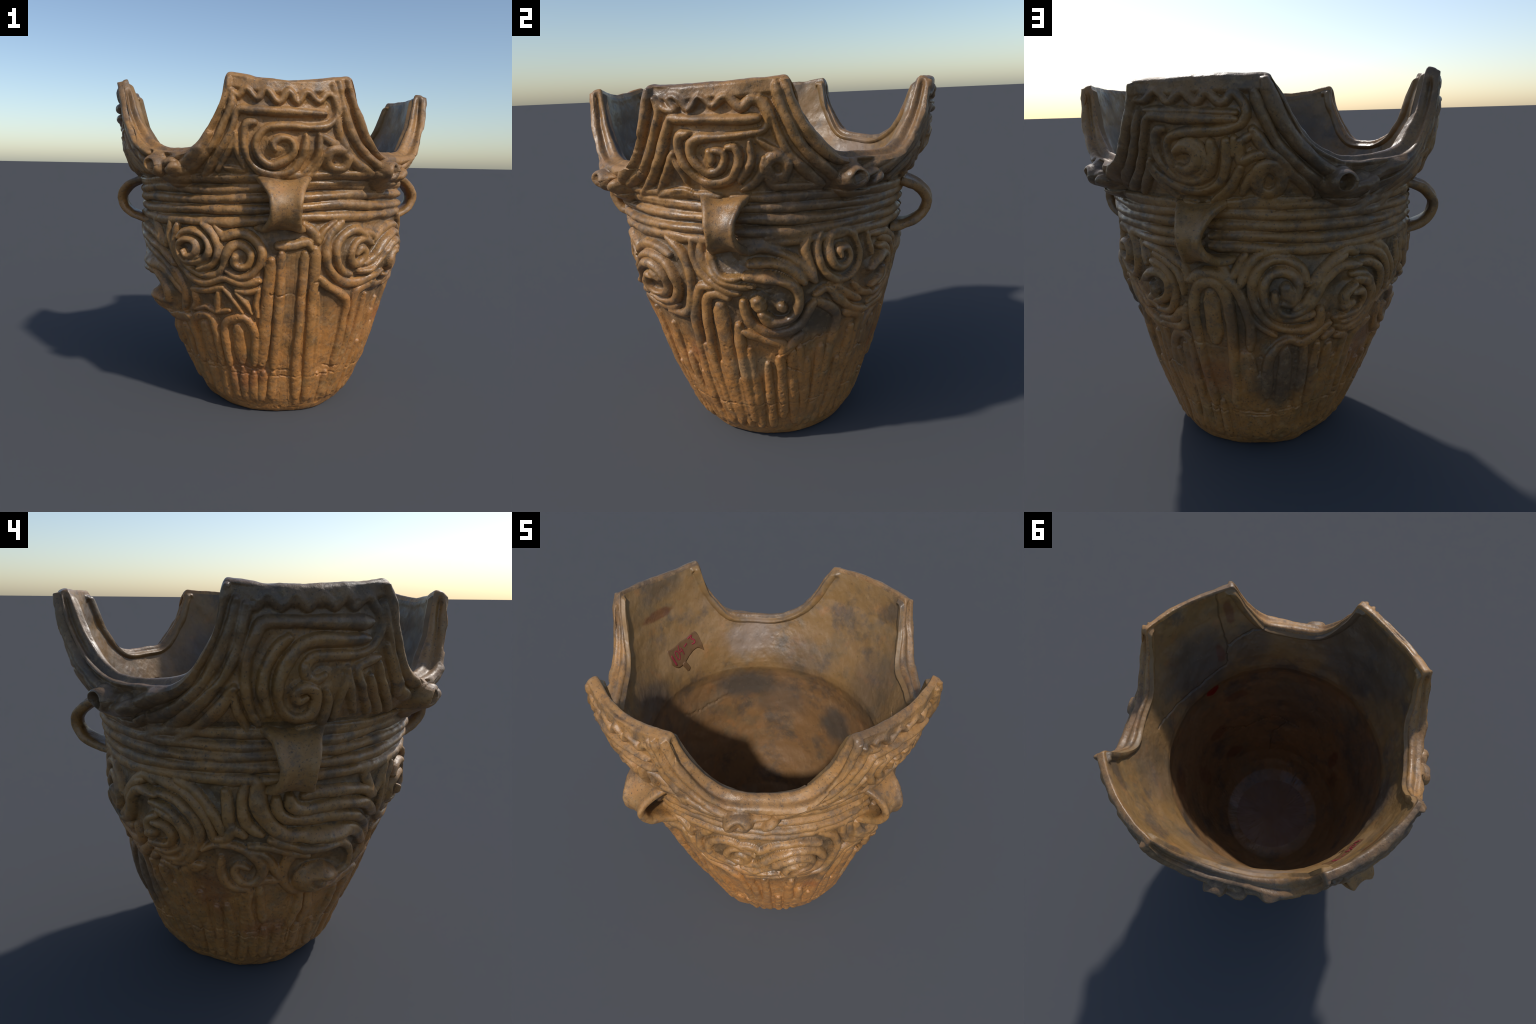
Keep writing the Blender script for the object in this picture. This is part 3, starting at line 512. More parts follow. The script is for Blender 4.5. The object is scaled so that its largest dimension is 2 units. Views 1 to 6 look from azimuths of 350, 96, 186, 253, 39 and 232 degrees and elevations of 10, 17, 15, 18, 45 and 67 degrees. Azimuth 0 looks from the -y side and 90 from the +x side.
crack([(-108.8, 0.938), (-104.0, 0.941), (-101.0, 0.943)])
crack([(51.1, 1.590), (55.5, 1.575), (57.9, 1.549), (59.6, 1.522), (62.9, 1.513)])
crack([(86.3, 1.086), (90.4, 1.022), (96.2, 1.003)])
crack([(87.0, 1.052), (90.4, 1.007), (96.2, 0.973)])


# swellings where coils stand far out
for az, z, r, d in [(-47, 1.05, .10, -.024), (101, .90, .10, -.010), (48, 1.04, .14, -.030), (122, 1.13, .11, -.022), (-26, 1.03, .09, -.016),
                    (-141, .905, .13, -.024), (144, .99, .12, -.024), (-165, .98, .13, -.020), (-110, .68, .09, -.015)]:
    dent(az, z, r, d)
swell([(-86, .87), (-77, .85), (-71, .79), (-70.5, .72), (-75, .665), (-82, .66)], .10, .040)
swell([(-81, .69), (-83, .675)], .085, .036)
swell([(-103, .955), (-92, .905), (-80, .885)], .08, .018)
swell([(227, .50), (228, .16)], .22, -.024)
swell([(188, .50), (188, .20)], .22, .022)
swell([(1, 1.06), (3, .80)], .14, -.016)
swell([(-83, .70), (-82, .69)], .070, .012)
swell([(-80, .555), (-86, .555)], .08, -.024)
swell([(-116, 1.49), (-130, 1.535)], .09, .020)
swell([(16, 1.51), (26, 1.51)], .09, .025)
swell([(46, .42), (62, .34), (78, .33)], .17, .006)
swell([(46, .93), (40, .93)], .10, .015)
swell([(28, 1.05), (22, .90)], .12, -.018)
swell([(82, 1.08), (92, 1.02), (103, .98)], .10, .012)
for az in HANDLES.values():                   # clay of the handles runs out into the wall
    swell([(az, 1.19), (az, 1.10)], .12, .014)
    swell([(az - 4, 1.47), (az + 4, 1.47)], .09, .012)
# pores and small losses, mostly low on the belly
for _ in range(300):
    dent(rng.uniform(-180, 180), rng.uniform(.03, .75) if rng.random() < .8 else rng.uniform(.75, 1.9),
         rng.uniform(.006, .013), rng.uniform(.002, .005))
for _ in range(45):
    dent(rng.uniform(-180, 180), rng.uniform(.02, .12), rng.uniform(.015, .03), rng.uniform(.004, .009))

# ------------------------------------------------------------------ sections of the surface, bottom centre to floor centre
# smooth collar along the flat tops of the panels
below = top[None] - GZ
ontop = np.clip((top - 1.90) / .03, 0, 1)
ontop = np.minimum(ontop, np.minimum(np.roll(ontop, 4), np.roll(ontop, -4)))[None]
e = np.clip((.088 - below) / .03, 0, 1)
COLLAR = .022 * e * e * (3 - 2 * e) * ontop
RELIEF = np.maximum(RELIEF, COLLAR) + .25 * np.minimum(RELIEF, COLLAR)
wall = envelope(GT, GZ) - np.interp(GZ, DEEP_Z, DEEP_D) + RELIEF * np.interp(GZ, [0, .05, .12], [0, .3, 1]) - CUT - SPLIT
outer = place(GT, GZ, wall)

grids, zone = [], []


def add_rows(p, name):
    for row in p:
        grids.append(row)
        zone.append(name)


for f in (0.0, .3, .6, .85, .97):
    t = T[None]
    add_rows(place(t, np.full((1, NT), .004 if f < .9 else .001), wall[0][None] * f), "base")
add_rows(outer, "outer")

def inner_face(t, z):
    lean = .010 * np.cos(t + math.radians(60)) * np.interp(z, [1.1, 1.27, 1.5, 1.7], [0, 1, 1, 0])
    flat_side = .018 * np.exp(-((t - math.radians(32) + math.pi) % TAU - math.pi) ** 2 / .37) * np.interp(z, [.15, .4, .9, 1.15], [0, 1, 1, 0])
    return np.interp(z, INN_Z, INN_R) + oval(t, z) * np.interp(z, [1.2, 1.4], [1, .6]) + lean - flat_side


t1 = T[None]
r_out = wall[-1]
r_plain = envelope(T, GZ[-1]) - np.interp(GZ[-1], DEEP_Z, DEEP_D) + .022
r_plain = np.maximum(r_plain, np.convolve(np.r_[r_out[-30:], r_out, r_out[:30]], np.ones(61) / 61, "valid"))
r_in_top = inner_face(T, top - .022)
for u in np.linspace(0, 1, 26)[1:-1]:
    r_lip = r_out + (r_plain - r_out) * min(1, u / .16)
    rise = np.where(u < .66, -LIPS * (1 - min(u / .66, 1)) ** 1.7, -.022 * (max(u - .66, 0) / .34) ** 2.2)
    add_rows(place(t1, (top + rise)[None], (r_lip + (r_in_top - r_lip) * (u + .16 * math.sin(TAU * u) * -.5))[None]), "lip")

# inner face: bead along the notch edges
LEDGE = 1.265
IZ = np.array([top - .022 - s * (top - .022 - LEDGE) for s in np.linspace(0, 1, 90)] + [np.full(NT, z) for z in np.linspace(LEDGE, INN_Z[0], 112)[1:]])
IT = np.broadcast_to(T, IZ.shape)
bead = np.full(IZ.shape, 9.0)
edge = spline([(math.degrees(a), h) for a, h in zip(RIM_A, RIM_H)], step=.02) if False else None
for c in range(-26, 27):                      # distance to the rim line, searched sideways and downwards
    shift = np.roll(top, -c)
    gap = np.maximum(IZ - shift[None], 0) * 0
    d = np.hypot(c / NT * TAU * .85, np.minimum(IZ - shift[None], 0))
    bead = np.minimum(bead, d)
steep = np.abs(np.gradient(top)) / (TAU / NT * .85)
notch = np.clip((1.93 - np.minimum(top, np.minimum(np.roll(top, 18), np.roll(top, -18)))) / .05, 0, 1)
bead_h = .022 * np.clip(1 - (np.clip(bead - .018, 0, 1) / .036) ** 2, 0, 1) ** .7 * notch[None] * np.clip((top[None] - .022 - IZ) / .012, 0, 1)
inner_r = inner_face(IT, IZ) - bead_h
inner_cut = np.zeros(IZ.shape)


def inner_crack(pts, half=.006, depth=.013):
    line = np.array(pts, float)
    dense = []
    for a, b in zip(line[:-1], line[1:]):
        for s in np.linspace(0, 1, 7)[:-1]:
            dense.append(a + (b - a) * s + rng.normal(0, 1, 2) * [.25, .004])
    dense.append(line[-1])
    for a, b in zip(dense[:-1], dense[1:]):
        rad = float(np.interp(a[1], INN_Z, INN_R))
        d0 = (IT - math.radians(a[0]) + math.pi) % TAU - math.pi
        px, pz = d0 * rad, IZ - a[1]
        ab = np.array([math.radians(b[0] - a[0]) * rad, b[1] - a[1]])
        u = np.clip((px * ab[0] + pz * ab[1]) / (ab @ ab), 0, 1)
        d = np.hypot(px - u * ab[0], pz - u * ab[1])
        np.maximum(inner_cut, depth * np.clip(1 - d / half, 0, 1), out=inner_cut)


inner_crack([(70.8, 1.93), (71.9, 1.73), (71.5, 1.53), (75.2, 1.39), (93.0, 1.36), (117.5, 1.41), (127, 1.44)])
inner_crack([(71.5, 1.53), (62.0, 1.587), (51.0, 1.61)])
inner_crack([(-118, 1.05), (-100, 1.02), (-88, 1.05)], depth=.010)
inner_crack([(30, .62), (48, .70), (70, .60), (88, .72)], depth=.008)
inner_crack([(52, .30), (50, .50), (40, .62)], depth=.008)
inner_r = inner_r + inner_cut
add_rows(place(IT, IZ, inner_r), "inner")
for f in (.97, .93, .86, .78, .68, .56, .42, .28, .14, 0.0):
    add_rows(place(t1, np.full((1, NT), INN_Z[0] - .012 * (1 - f) ** .5), np.full((1, NT), INN_R[0] * f)), "floor")

P = np.array(grids)
NR = len(P)
zone = np.array(zone)
N0 = int((zone == "base").sum())

# ------------------------------------------------------------------ hand-made unevenness
flat = P.reshape(-1, 3)


def normals_of(p):
    di = np.gradient(p, axis=0)
    dj = np.roll(p, -1, 1) - np.roll(p, 1, 1)
    n = np.cross(dj, di)
    l = np.linalg.norm(n, axis=-1, keepdims=True)
    n = n / np.maximum(l, 1e-12)
    n[0] = (0, 0, -1)
    n[-1] = (0, 0, 1)
    return n


nrm = normals_of(P).reshape(-1, 3)
lip_rows = np.nonzero(zone == "lip")[0]
groove = np.zeros((NR, NT))
side = np.clip((1.94 - top) / .03, 0, 1) * np.clip((top - 1.585) / .04, .35, 1)
for n, r in enumerate(lip_rows):
    u = (n + .7) / (len(lip_rows) + .4)
    groove[r] = -.022 * math.exp(-((u - .42) / .15) ** 2) * side
bump = .006 * value_noise(flat * 6, 1) + .0035 * value_noise(flat * 17, 2) + .0010 * value_noise(flat * 48, 3) + .0003 * value_noise(flat * 110, 4)
rough = .5 + .8 * np.clip((.75 - flat[:, 2]) / .3, 0, 1)
bump += .0006 * rough * value_noise(flat * 85, 5)
fade = np.ones((NR, NT))
fade[:2] = 0
fade[-3:] = 0
flat = flat + nrm * (bump * fade.ravel() + groove.ravel())[:, None]
P = flat.reshape(NR, NT, 3)
P[..., 2] = np.maximum(P[..., 2], 0)
P[0] = P[0].mean(0)
P[-1] = P[-1].mean(0)
NRM = normals_of(P)

# ------------------------------------------------------------------ materials
def new_material(name, rough=.5):
    m = bpy.data.materials.new(name)
    m.use_nodes = True
    nt = m.node_tree
    nt.nodes.clear()
    out = nt.nodes.new("ShaderNodeOutputMaterial")
    bsdf = nt.nodes.new("ShaderNodeBsdfPrincipled")
    nt.links.new(bsdf.outputs[0], out.inputs[0])
    bsdf.inputs["Roughness"].default_value = rough
    return m, nt, bsdf


class Paint:
    """small helper that stacks colour layers with masks"""

    def __init__(self, name, base, rough):
        self.m, self.nt, self.bsdf = new_material(name, rough)
        self.co = self.nt.nodes.new("ShaderNodeTexCoord").outputs["Object"]
        self.col = self.rgb(base)

    def rgb(self, c):
        n = self.nt.nodes.new("ShaderNodeRGB")
        n.outputs[0].default_value = (*c, 1)
        return n.outputs[0]

    def noise(self, scale, detail=4, rough=.55, offset=(0, 0, 0), stretch=(1, 1, 1)):
        mp = self.nt.nodes.new("ShaderNodeMapping")
        mp.inputs["Location"].default_value = offset
        mp.inputs["Scale"].default_value = stretch
        self.nt.links.new(self.co, mp.inputs["Vector"])
        n = self.nt.nodes.new("ShaderNodeTexNoise")
        n.inputs["Scale"].default_value = scale
        n.inputs["Detail"].default_value = detail
        n.inputs["Roughness"].default_value = rough
        self.nt.links.new(mp.outputs[0], n.inputs["Vector"])
        return n.outputs["Fac"]

    def math(self, op, a, b=None):
        n = self.nt.nodes.new("ShaderNodeMath")
        n.operation = op
        for s, v in zip(n.inputs, (a, b)):
            if v is None:
                continue
            if isinstance(v, (int, float)):
                s.default_value = v
            else:
                self.nt.links.new(v, s)
        return n.outputs[0]

    def ramp(self, v, lo, hi, a=0.0, b=1.0):
        n = self.nt.nodes.new("ShaderNodeMapRange")
        n.interpolation_type = "SMOOTHSTEP"
        self.nt.links.new(v, n.inputs["Value"])
        n.inputs["From Min"].default_value = lo
        n.inputs["From Max"].default_value = hi
        n.inputs["To Min"].default_value = a
        n.inputs["To Max"].default_value = b
        return n.outputs[0]

    def height(self):
        s = self.nt.nodes.new("ShaderNodeSeparateXYZ")
        self.nt.links.new(self.co, s.inputs[0])
        return s.outputs[2]

    def spot(self, centre, radii, soft=.5, wobble=.35, scale=9):
        """ellipsoidal patch mask round a point, with a ragged border"""
        mp = self.nt.nodes.new("ShaderNodeMapping")
        mp.vector_type = "POINT"
        mp.inputs["Scale"].default_value = [1 / r for r in radii]
        mp.inputs["Location"].default_value = [-c / r for c, r in zip(centre, radii)]
        self.nt.links.new(self.co, mp.inputs["Vector"])
        ln = self.nt.nodes.new("ShaderNodeVectorMath")
        ln.operation = "LENGTH"
        self.nt.links.new(mp.outputs[0], ln.inputs[0])
        d = self.math("ADD", ln.outputs["Value"], self.math("MULTIPLY", self.math("SUBTRACT", self.noise(scale, 5, .6, centre), .5), wobble * 4))
        return self.ramp(d, 1 + soft * .5, 1 - soft * .5)

    def layer(self, mask, colour, amount=1.0, mode="MIX", gate=None):
        if gate is not None:
            mask = self.math("MULTIPLY", mask, gate)
        n = self.nt.nodes.new("ShaderNodeMix")
        n.data_type = "RGBA"
        n.blend_type = mode
        f = self.math("MULTIPLY", mask, amount) if not isinstance(mask, (int, float)) else None
        if f is None:
            n.inputs["Factor"].default_value = mask * amount
        else:
            self.nt.links.new(f, n.inputs["Factor"])
        self.nt.links.new(self.col, n.inputs["A"])
        self.nt.links.new(self.rgb(colour), n.inputs["B"])
        self.col = n.outputs["Result"]

    def finish(self, bump=.25, rough_lo=.36, rough_hi=.62, spec=.5):
        nt = self.nt
        nt.links.new(self.col, self.bsdf.inputs["Base Color"])
        self.bsdf.inputs["Specular IOR Level"].default_value = spec
        nt.links.new(self.ramp(self.noise(5, 5, .6, (3, 1, 2)), .35, .65, rough_lo, rough_hi), self.bsdf.inputs["Roughness"])
        b = nt.nodes.new("ShaderNodeBump")
        b.inputs["Strength"].default_value = bump
        b.inputs["Distance"].default_value = .004
        h = self.math("ADD", self.noise(70, 5, .6), self.math("MULTIPLY", self.noise(220, 2, .5), .5))
        nt.links.new(h, b.inputs["Height"])
        nt.links.new(b.outputs[0], self.bsdf.inputs["Normal"])
        return self.m


def on_wall(az, z, r=None):
    a = math.radians(az)
    cx, cy = centre(z)
    r = float(np.interp(z, ENV_Z, ENV_R)) if r is None else r
    return (float(cx + r * math.sin(a)), float(cy - r * math.cos(a)), z)


def inner_radius(az, z):
    return float(inner_face(math.radians(az), z))


def in_wall(az, z):
    return on_wall(az, z, inner_radius(az, z))


def clay_outside(name, recess):
    p = Paint(name, C_MID, .5)
    h = p.math("ADD", p.height(), p.math("MULTIPLY", p.math("SUBTRACT", p.noise(2.6, 4, .55), .5), .9))
    p.layer(p.ramp(h, 1.10, .60), C_LOW)
    warm = p.ramp(h, .45, 1.0, .30, 1.0)       # the foot stays cleaner than the coiled upper body
    p.layer(p.ramp(p.noise(7, 5, .6, (4, 0, 0)), .50, .68), C_OLIVE, .55)
    p.layer(p.ramp(p.noise(4.2, 5, .62, (0, 7, 1)), .56, .72), C_RUST, .45)
    p.layer(p.ramp(p.noise(13, 4, .6, (2, 8, 4)), .54, .70), C_TAN, .52)
    p.layer(p.ramp(p.noise(14, 5, .68, (7, 1, 4)), .50, .66), C_GREY, .65, gate=warm)
    p.layer(p.ramp(p.noise(5.5, 6, .68, (9, 2, 5)), .50, .68), C_SOOT, p_soot, gate=warm)
    for az, z, rr, am in [(105, .80, (.12, .12, .10), .7), (118, .78, (.10, .10, .09), .75), (196, .55, (.16, .12, .20), .75),
                          (-178, .86, (.11, .1, .16), .6), (62, .72, (.06, .06, .05), .5), (55, .95, (.09, .09, .2), .3),
                          (25, 1.6, (.25, .2, .3), .25), (-141, 1.6, (.3, .3, .3), .65), (-113, 1.9, (.2, .2, .2), .5), (-94, 1.92, (.3, .35, .10), .55), (-160, 1.75, (.2, .2, .3), .5), (150, 1.7, (.2, .2, .3), .45), (105, 1.5, (.2, .2, .15), .45), (95, 1.3, (.2, .2, .12), .45), (-40, 1.5, (.2, .2, .15), .3),
                          (-75, 1.9, (.15, .15, .2), .4), (128, 1.45, (.28, .28, .22), .5), (68, 1.93, (.14, .2, .05), .6),
                          (150, .62, (.14, .14, .14), .35), (176, 1.92, (.3, .2, .12), .35)]:
        p.layer(p.spot(on_wall(az, z), rr, .9, .3), C_SOOT, am)
    for az, z, rr in [(-30, .28, (.09, .09, .12)), (-18, .3, (.05, .05, .06)), (60, .6, (.07, .07, .05)), (-100, .36, (.15, .1, .06)), (165, .5, (.1, .1, .1)), (-122, .6, (.08, .08, .12))]:
        p.layer(p.spot(on_wall(az, z), rr, .9, .35), C_RED, .45)
    for az, z, rr in [(48, 1.05, (.05, .05, .05)), (86, .55, (.09, .09, .08))]:
        p.layer(p.spot(on_wall(az, z), rr, .7, .3), C_PALE, .55)
    if recess:                                # dark brown tint laid over the wall between the coils
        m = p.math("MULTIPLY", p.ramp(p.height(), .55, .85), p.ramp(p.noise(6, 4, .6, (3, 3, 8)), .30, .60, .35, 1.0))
        p.layer(m, C_GROOVE_DARK, .80)
    p.layer(p.ramp(p.noise(38, 3, .6, (1, 1, 1)), .42, .30), C_DARK, .35)
    p.layer(p.ramp(p.noise(95, 2, .5, (2, 1, 1)), .385, .30), C_DARK, .7)
    p.layer(p.ramp(p.noise(26, 5, .7, (3, 6, 1)), .50, .66), C_PALE, .30)
    p.layer(p.ramp(p.noise(30, 5, .7, (8, 6, 5)), .50, .68), C_GREY, .35)
    p.layer(p.ramp(p.noise(60, 3, .6, (5, 1, 1)), .60, .75), C_PALE, .25)
    return p.finish(.42, .30, .60)


def clay_inside():
    p = Paint("fired_clay_inside", C_IN, .5)
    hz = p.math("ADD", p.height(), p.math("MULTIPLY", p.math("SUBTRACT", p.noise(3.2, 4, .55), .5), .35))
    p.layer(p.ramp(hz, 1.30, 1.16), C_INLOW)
    p.layer(p.ramp(p.noise(5, 5, .6, (2, 5, 0)), .50, .68), C_INGREY, .6)
    p.layer(p.ramp(p.noise(8, 5, .6, (6, 5, 3)), .55, .72), C_RUST, .35)
    p.layer(p.ramp(p.noise(3.6, 6, .68, (3, 9, 7)), .50, .66), C_INSOOT, .72)
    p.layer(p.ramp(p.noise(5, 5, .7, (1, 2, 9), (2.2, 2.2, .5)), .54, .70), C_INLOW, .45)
    p.layer(p.ramp(p.noise(22, 5, .7, (1, 8, 2)), .52, .70), C_INPALE, .30)
    for az, z, rr, am in [(-130, 1.13, (.26, .2, .10), .9), (172, .94, (.13, .13, .13), .85), (-150, 1.0, (.2, .2, .12), .5), (-66, 1.33, (.16, .2, .16), .75),
                          (88, 1.50, (.2, .26, .24), .8), (5, 1.62, (.45, .2, .34), .75), (60, 1.5, (.12, .12, .15), .6), (-94, 1.90, (.10, .14, .07), .5),  # azimuth 88 and 5: large dark grey-brown patches on the insides of two rim panels
                          (-160, 1.36, (.20, .2, .12), .45), (150, 1.4, (.2, .2, .22), .45), (30, .9, (.3, .3, .25), .45), (-30, .9, (.3, .3, .3), .4), (-120, 1.75, (.10, .1, .10), .35)]:
        p.layer(p.spot(in_wall(az, z), rr, .9, .28), C_INSOOT, am)
    p.layer(p.spot(in_wall(-134, 1.47), (.16, .16, .12), .9, .3), C_INLILAC, .7)
    for az, z, rr, am in [(-90, 1.755, (.03, .12, .03), .6), (67.4, 1.76, (.03, .03, .10), .6), (76.2, 1.5, (.03, .03, .10), .6), (71.6, .99, (.05, .12, .04), .5),
                          (91, .71, (.05, .08, .05), .5), (85.6, .40, (.06, .08, .05), .55), (-8, .55, (.04, .04, .14), .6), (140, .9, (.1, .1, .1), .4), (-20, .4, (.05, .05, .14), .4), (120, .5, (.06, .06, .15), .4)]:
        p.layer(p.spot(in_wall(az, z), rr, .5, .3, 14), C_STAIN, am)
    p.layer(p.spot(in_wall(86.8, 1.195), (.07, .055, .055), .12, .12, 14), C_REDPAINT, .95)
    p.layer(p.spot(in_wall(-97, 1.47), (.06, .20, .16), .7, .2), C_INPALE, .5)
    p.layer(p.ramp(p.noise(60, 3, .6, (5, 1, 1)), .62, .75), C_INPALE, .35)
    p.layer(p.ramp(p.noise(45, 3, .6, (1, 3, 1)), .38, .28), C_DARK, .35)
    return p.finish(.30, .28, .58)


def clay_floor():
    p = Paint("floor_clay", C_FLOOR, .6)
    p.layer(p.ramp(p.noise(6, 5, .6), .45, .68), C_INLOW, .6)
    return p.finish(.3, .5, .7)


def plain(name, c, rough=.6):
    p = Paint(name, c, rough)
    p.layer(p.ramp(p.noise(40, 3, .6), .45, .7), tuple(v * .7 for v in c), .6)
    return p.finish(.1, rough - .1, rough + .1)


# linear base colours
C_LOW = (.390, .168, .044)
C_MID = (.312, .157, .050)
C_OLIVE = (.200, .114, .038)
C_RUST = (.330, .135, .040)
C_SOOT = (.075, .056, .040)
C_DARK = (.060, .040, .025)
C_GROOVE_DARK = (.078, .050, .025)
C_GREY = (.120, .082, .052)
C_TAN = (.41, .220, .080)
C_RED = (.240, .070, .025)
C_PALE = (.36, .23, .115)
C_IN = (.215, .122, .046)
C_INLOW = (.195, .104, .044)
C_INGREY = (.120, .088, .050)
C_INSOOT = (.070, .056, .044)
C_INLILAC = (.215, .160, .125)
C_INPALE = (.270, .165, .075)
C_STAIN = (.105, .028, .012)
C_REDPAINT = (.20, .004, .004)
C_FLOOR = (.160, .084, .046)
p_soot = .65

M_OUT, M_WALL = clay_outside("fired_clay", False), clay_outside("fired_clay_dark_grooves", True)
M_IN, M_FLOOR = clay_inside(), clay_floor()

# ------------------------------------------------------------------ parts
root = bpy.data.objects.new("earthenware_vessel", None)
bpy.context.collection.objects.link(root)
root["label"] = "ancient brown earthenware vessel with coiled relief and notched rim"
root["category"] = "pottery vessel"


def add_object(name, verts, faces, normals=None, material=None, parent=None, kind=None):
    me = bpy.data.meshes.new(name)
    faces = np.asarray(faces)
    k = faces.shape[1]
    me.vertices.add(len(verts))
    me.vertices.foreach_set("co", np.asarray(verts, np.float32).ravel())
    me.loops.add(faces.size)
    me.loops.foreach_set("vertex_index", faces.astype(np.int32).ravel())
    me.polygons.add(len(faces))
    me.polygons.foreach_set("loop_start", np.arange(0, faces.size, k, dtype=np.int32))
    me.polygons.foreach_set("use_smooth", np.ones(len(faces), bool))
    me.update(calc_edges=True)
    if normals is not None:
        me.normals_split_custom_set_from_vertices(np.asarray(normals, np.float32))
    me.materials.append(material)
    ob = bpy.data.objects.new(name, me)
    bpy.context.collection.objects.link(ob)
    ob.parent = parent or root
    if kind:
        ob["kind"] = kind
    return ob


# label every face of the sheet
fi, fj = np.meshgrid(np.arange(NR - 1), np.arange(NT), indexing="ij")
fj2 = (fj + 1) % NT
quads = np.stack([fi * NT + fj, fi * NT + fj2, (fi + 1) * NT + fj2, (fi + 1) * NT + fj], -1).reshape(-1, 4)
fz = P.reshape(-1, 3)[quads].mean(1)
faz = np.degrees(np.broadcast_to(T[None], (NR - 1, NT)).ravel())
fzone = np.repeat(zone[:-1], NT)
own = np.full((NR - 1, NT), -1)
own[N0:N0 + OWNER.shape[0] - 1] = OWNER[:-1]
own = own.ravel()

PANEL_AZ = [-5, 83, 171, 266]


def nearest_panel(az):
    return np.argmin([np.abs((az - c + 180) % 360 - 180) for c in PANEL_AZ], axis=0)


panel = nearest_panel(faz)
label = np.empty(len(quads), np.int32)
LB = {"base": 0, "belly": 1, "neck": 2, "rim_panel": 3, "inner_wall": 7, "floor": 8}
label[:] = LB["belly"]
label[(fz[:, 2] > 1.20)] = LB["neck"]
up = fz[:, 2] > 1.46
label[up] = 3 + panel[up]
lip = fzone == "lip"
label[lip] = 3 + panel[lip]
label[fzone == "base"] = LB["base"]
label[fzone == "inner"] = LB["inner_wall"]
label[fzone == "floor"] = LB["floor"]
isout = fzone == "outer"
label[isout & (own >= 0)] = 100 + own[isout & (own >= 0)]
V = P.reshape(-1, 3)
VN = NRM.reshape(-1, 3)


def cut_out(code, name, material, parent=None):
    f = quads[label == code]
    if not len(f):
        return None
    used, inv = np.unique(f, return_inverse=True)
    return add_object(name, V[used], inv.reshape(-1, 4), VN[used], material, parent)


base = cut_out(0, "base", M_OUT)
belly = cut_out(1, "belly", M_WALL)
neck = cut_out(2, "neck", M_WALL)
panels = [cut_out(3 + i, "rim_panel", M_OUT) for i in range(4)]
cut_out(7, "inner_wall", M_IN)
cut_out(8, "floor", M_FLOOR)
for k, (kind, az, z) in enumerate(coils):
    parent = neck if kind == "neck_ring" else belly if z < 1.3 else panels[int(nearest_panel(az))]
    cut_out(100 + k, kind, M_OUT, parent)


# ------------------------------------------------------------------ handles, horns and bosses
def smooth_path(pts, n):
    q = np.vstack([2 * np.array(pts[0]) - pts[1], pts, 2 * np.array(pts[-1]) - pts[-2]])
    out = []
    for a, b, c, d in zip(q[:-3], q[1:-2], q[2:-1], q[3:]):
        for s in np.arange(n) / n:
            out.append(.5 * (2 * b + (c - a) * s + (2 * a - 5 * b + 4 * c - d) * s * s + (3 * b - a - 3 * c + d) * s ** 3))
    out.append(q[-2])
    return np.array(out)


def sweep(rings):
    """closed skin over a list of rings (m points each) with fan caps made of quads"""
    rings = np.array(rings)
    n, m = rings.shape[:2]
    first, last = rings[0].mean(0), rings[-1].mean(0)
    caps0 = [first + (rings[0] - first) * f for f in (.001, .6)]
    caps1 = [last + (rings[-1] - last) * f for f in (.6, .001)]
    rings = np.array([*caps0, *rings, *caps1])
    n = len(rings)
    i, j = np.meshgrid(np.arange(n - 1), np.arange(m), indexing="ij")
    j2 = (j + 1) % m
    return rings.reshape(-1, 3), np.stack([i * m + j, i * m + j2, (i + 1) * m + j2, (i + 1) * m + j], -1).reshape(-1, 4)


def roughen(v, amount=.004):
    n = np.stack([value_noise(v * 14 + s, 20 + s) for s in range(3)], -1)
    f = np.stack([value_noise(v * 50 + s, 30 + s) for s in range(3)], -1)
    return v + n * amount + f * amount * .3


def strap_handle(az, path, widths, thick=.034, hollow=.024):
    """flat looped strap: path in (radius, height), rolled edges and a hollow back"""
    a = math.radians(az)
    out, side = np.array([math.sin(a), -math.cos(a), 0]), np.array([math.cos(a), math.sin(a), 0])
    pw = smooth_path([(r, z, w) for (r, z), w in zip(path, widths)], 10)
    c = np.array([*centre(1.3), 0.0])
    rings = []
    for k in range(len(pw)):
        tan = pw[min(k + 1, len(pw) - 1), :2] - pw[max(k - 1, 0), :2]
        tan = tan / np.linalg.norm(tan)
        nr = np.array([-tan[1], tan[0]])
        if nr @ [1, .0] < 0 and k < 3:
            pass
        ring = []
        for s in np.linspace(0, TAU, 40, endpoint=False):
            x, y = math.cos(s), math.sin(s)
            x = math.copysign(abs(x) ** .75, x)
            yy = math.copysign(abs(y) ** .8, y) * thick
            if y > 0:
                yy -= hollow * (1 - x * x) * 1.3 - .006 * math.exp(-((abs(x) - .8) / .2) ** 2)
            q2 = pw[k, :2] + nr * yy
            ring.append(c + out * q2[0] + side * x * pw[k, 2] + np.array([0, 0, q2[1]]))
        rings.append(ring)
    v, f = sweep(rings)
    return add_object("strap_handle", roughen(v, .006), f, None, M_OUT)


# paths run from the foot of the handle upwards, so the hollow side faces out
LOOP = [(.74, 1.165), (.80, 1.165), (.885, 1.212), (.922, 1.268), (.922, 1.328), (.868, 1.392), (.79, 1.43)]


def loop(dr, dz):
    return [(r + dr * (1 if .8 < r else .3), z + dz) for r, z in LOOP][::-1]


strap_handle(HANDLES["front"], loop(.014, .035), [.150, .115, .088, .080, .086, .11, .150])
strap_handle(HANDLES["right"], loop(.014, .035), [.125, .095, .074, .068, .078, .10, .14])
strap_handle(HANDLES["back"], loop(.012, -.005), [.13, .09, .064, .056, .066, .095, .14])
strap_handle(HANDLES["left"], loop(.028, .005), [.14, .10, .082, .074, .082, .10, .14])


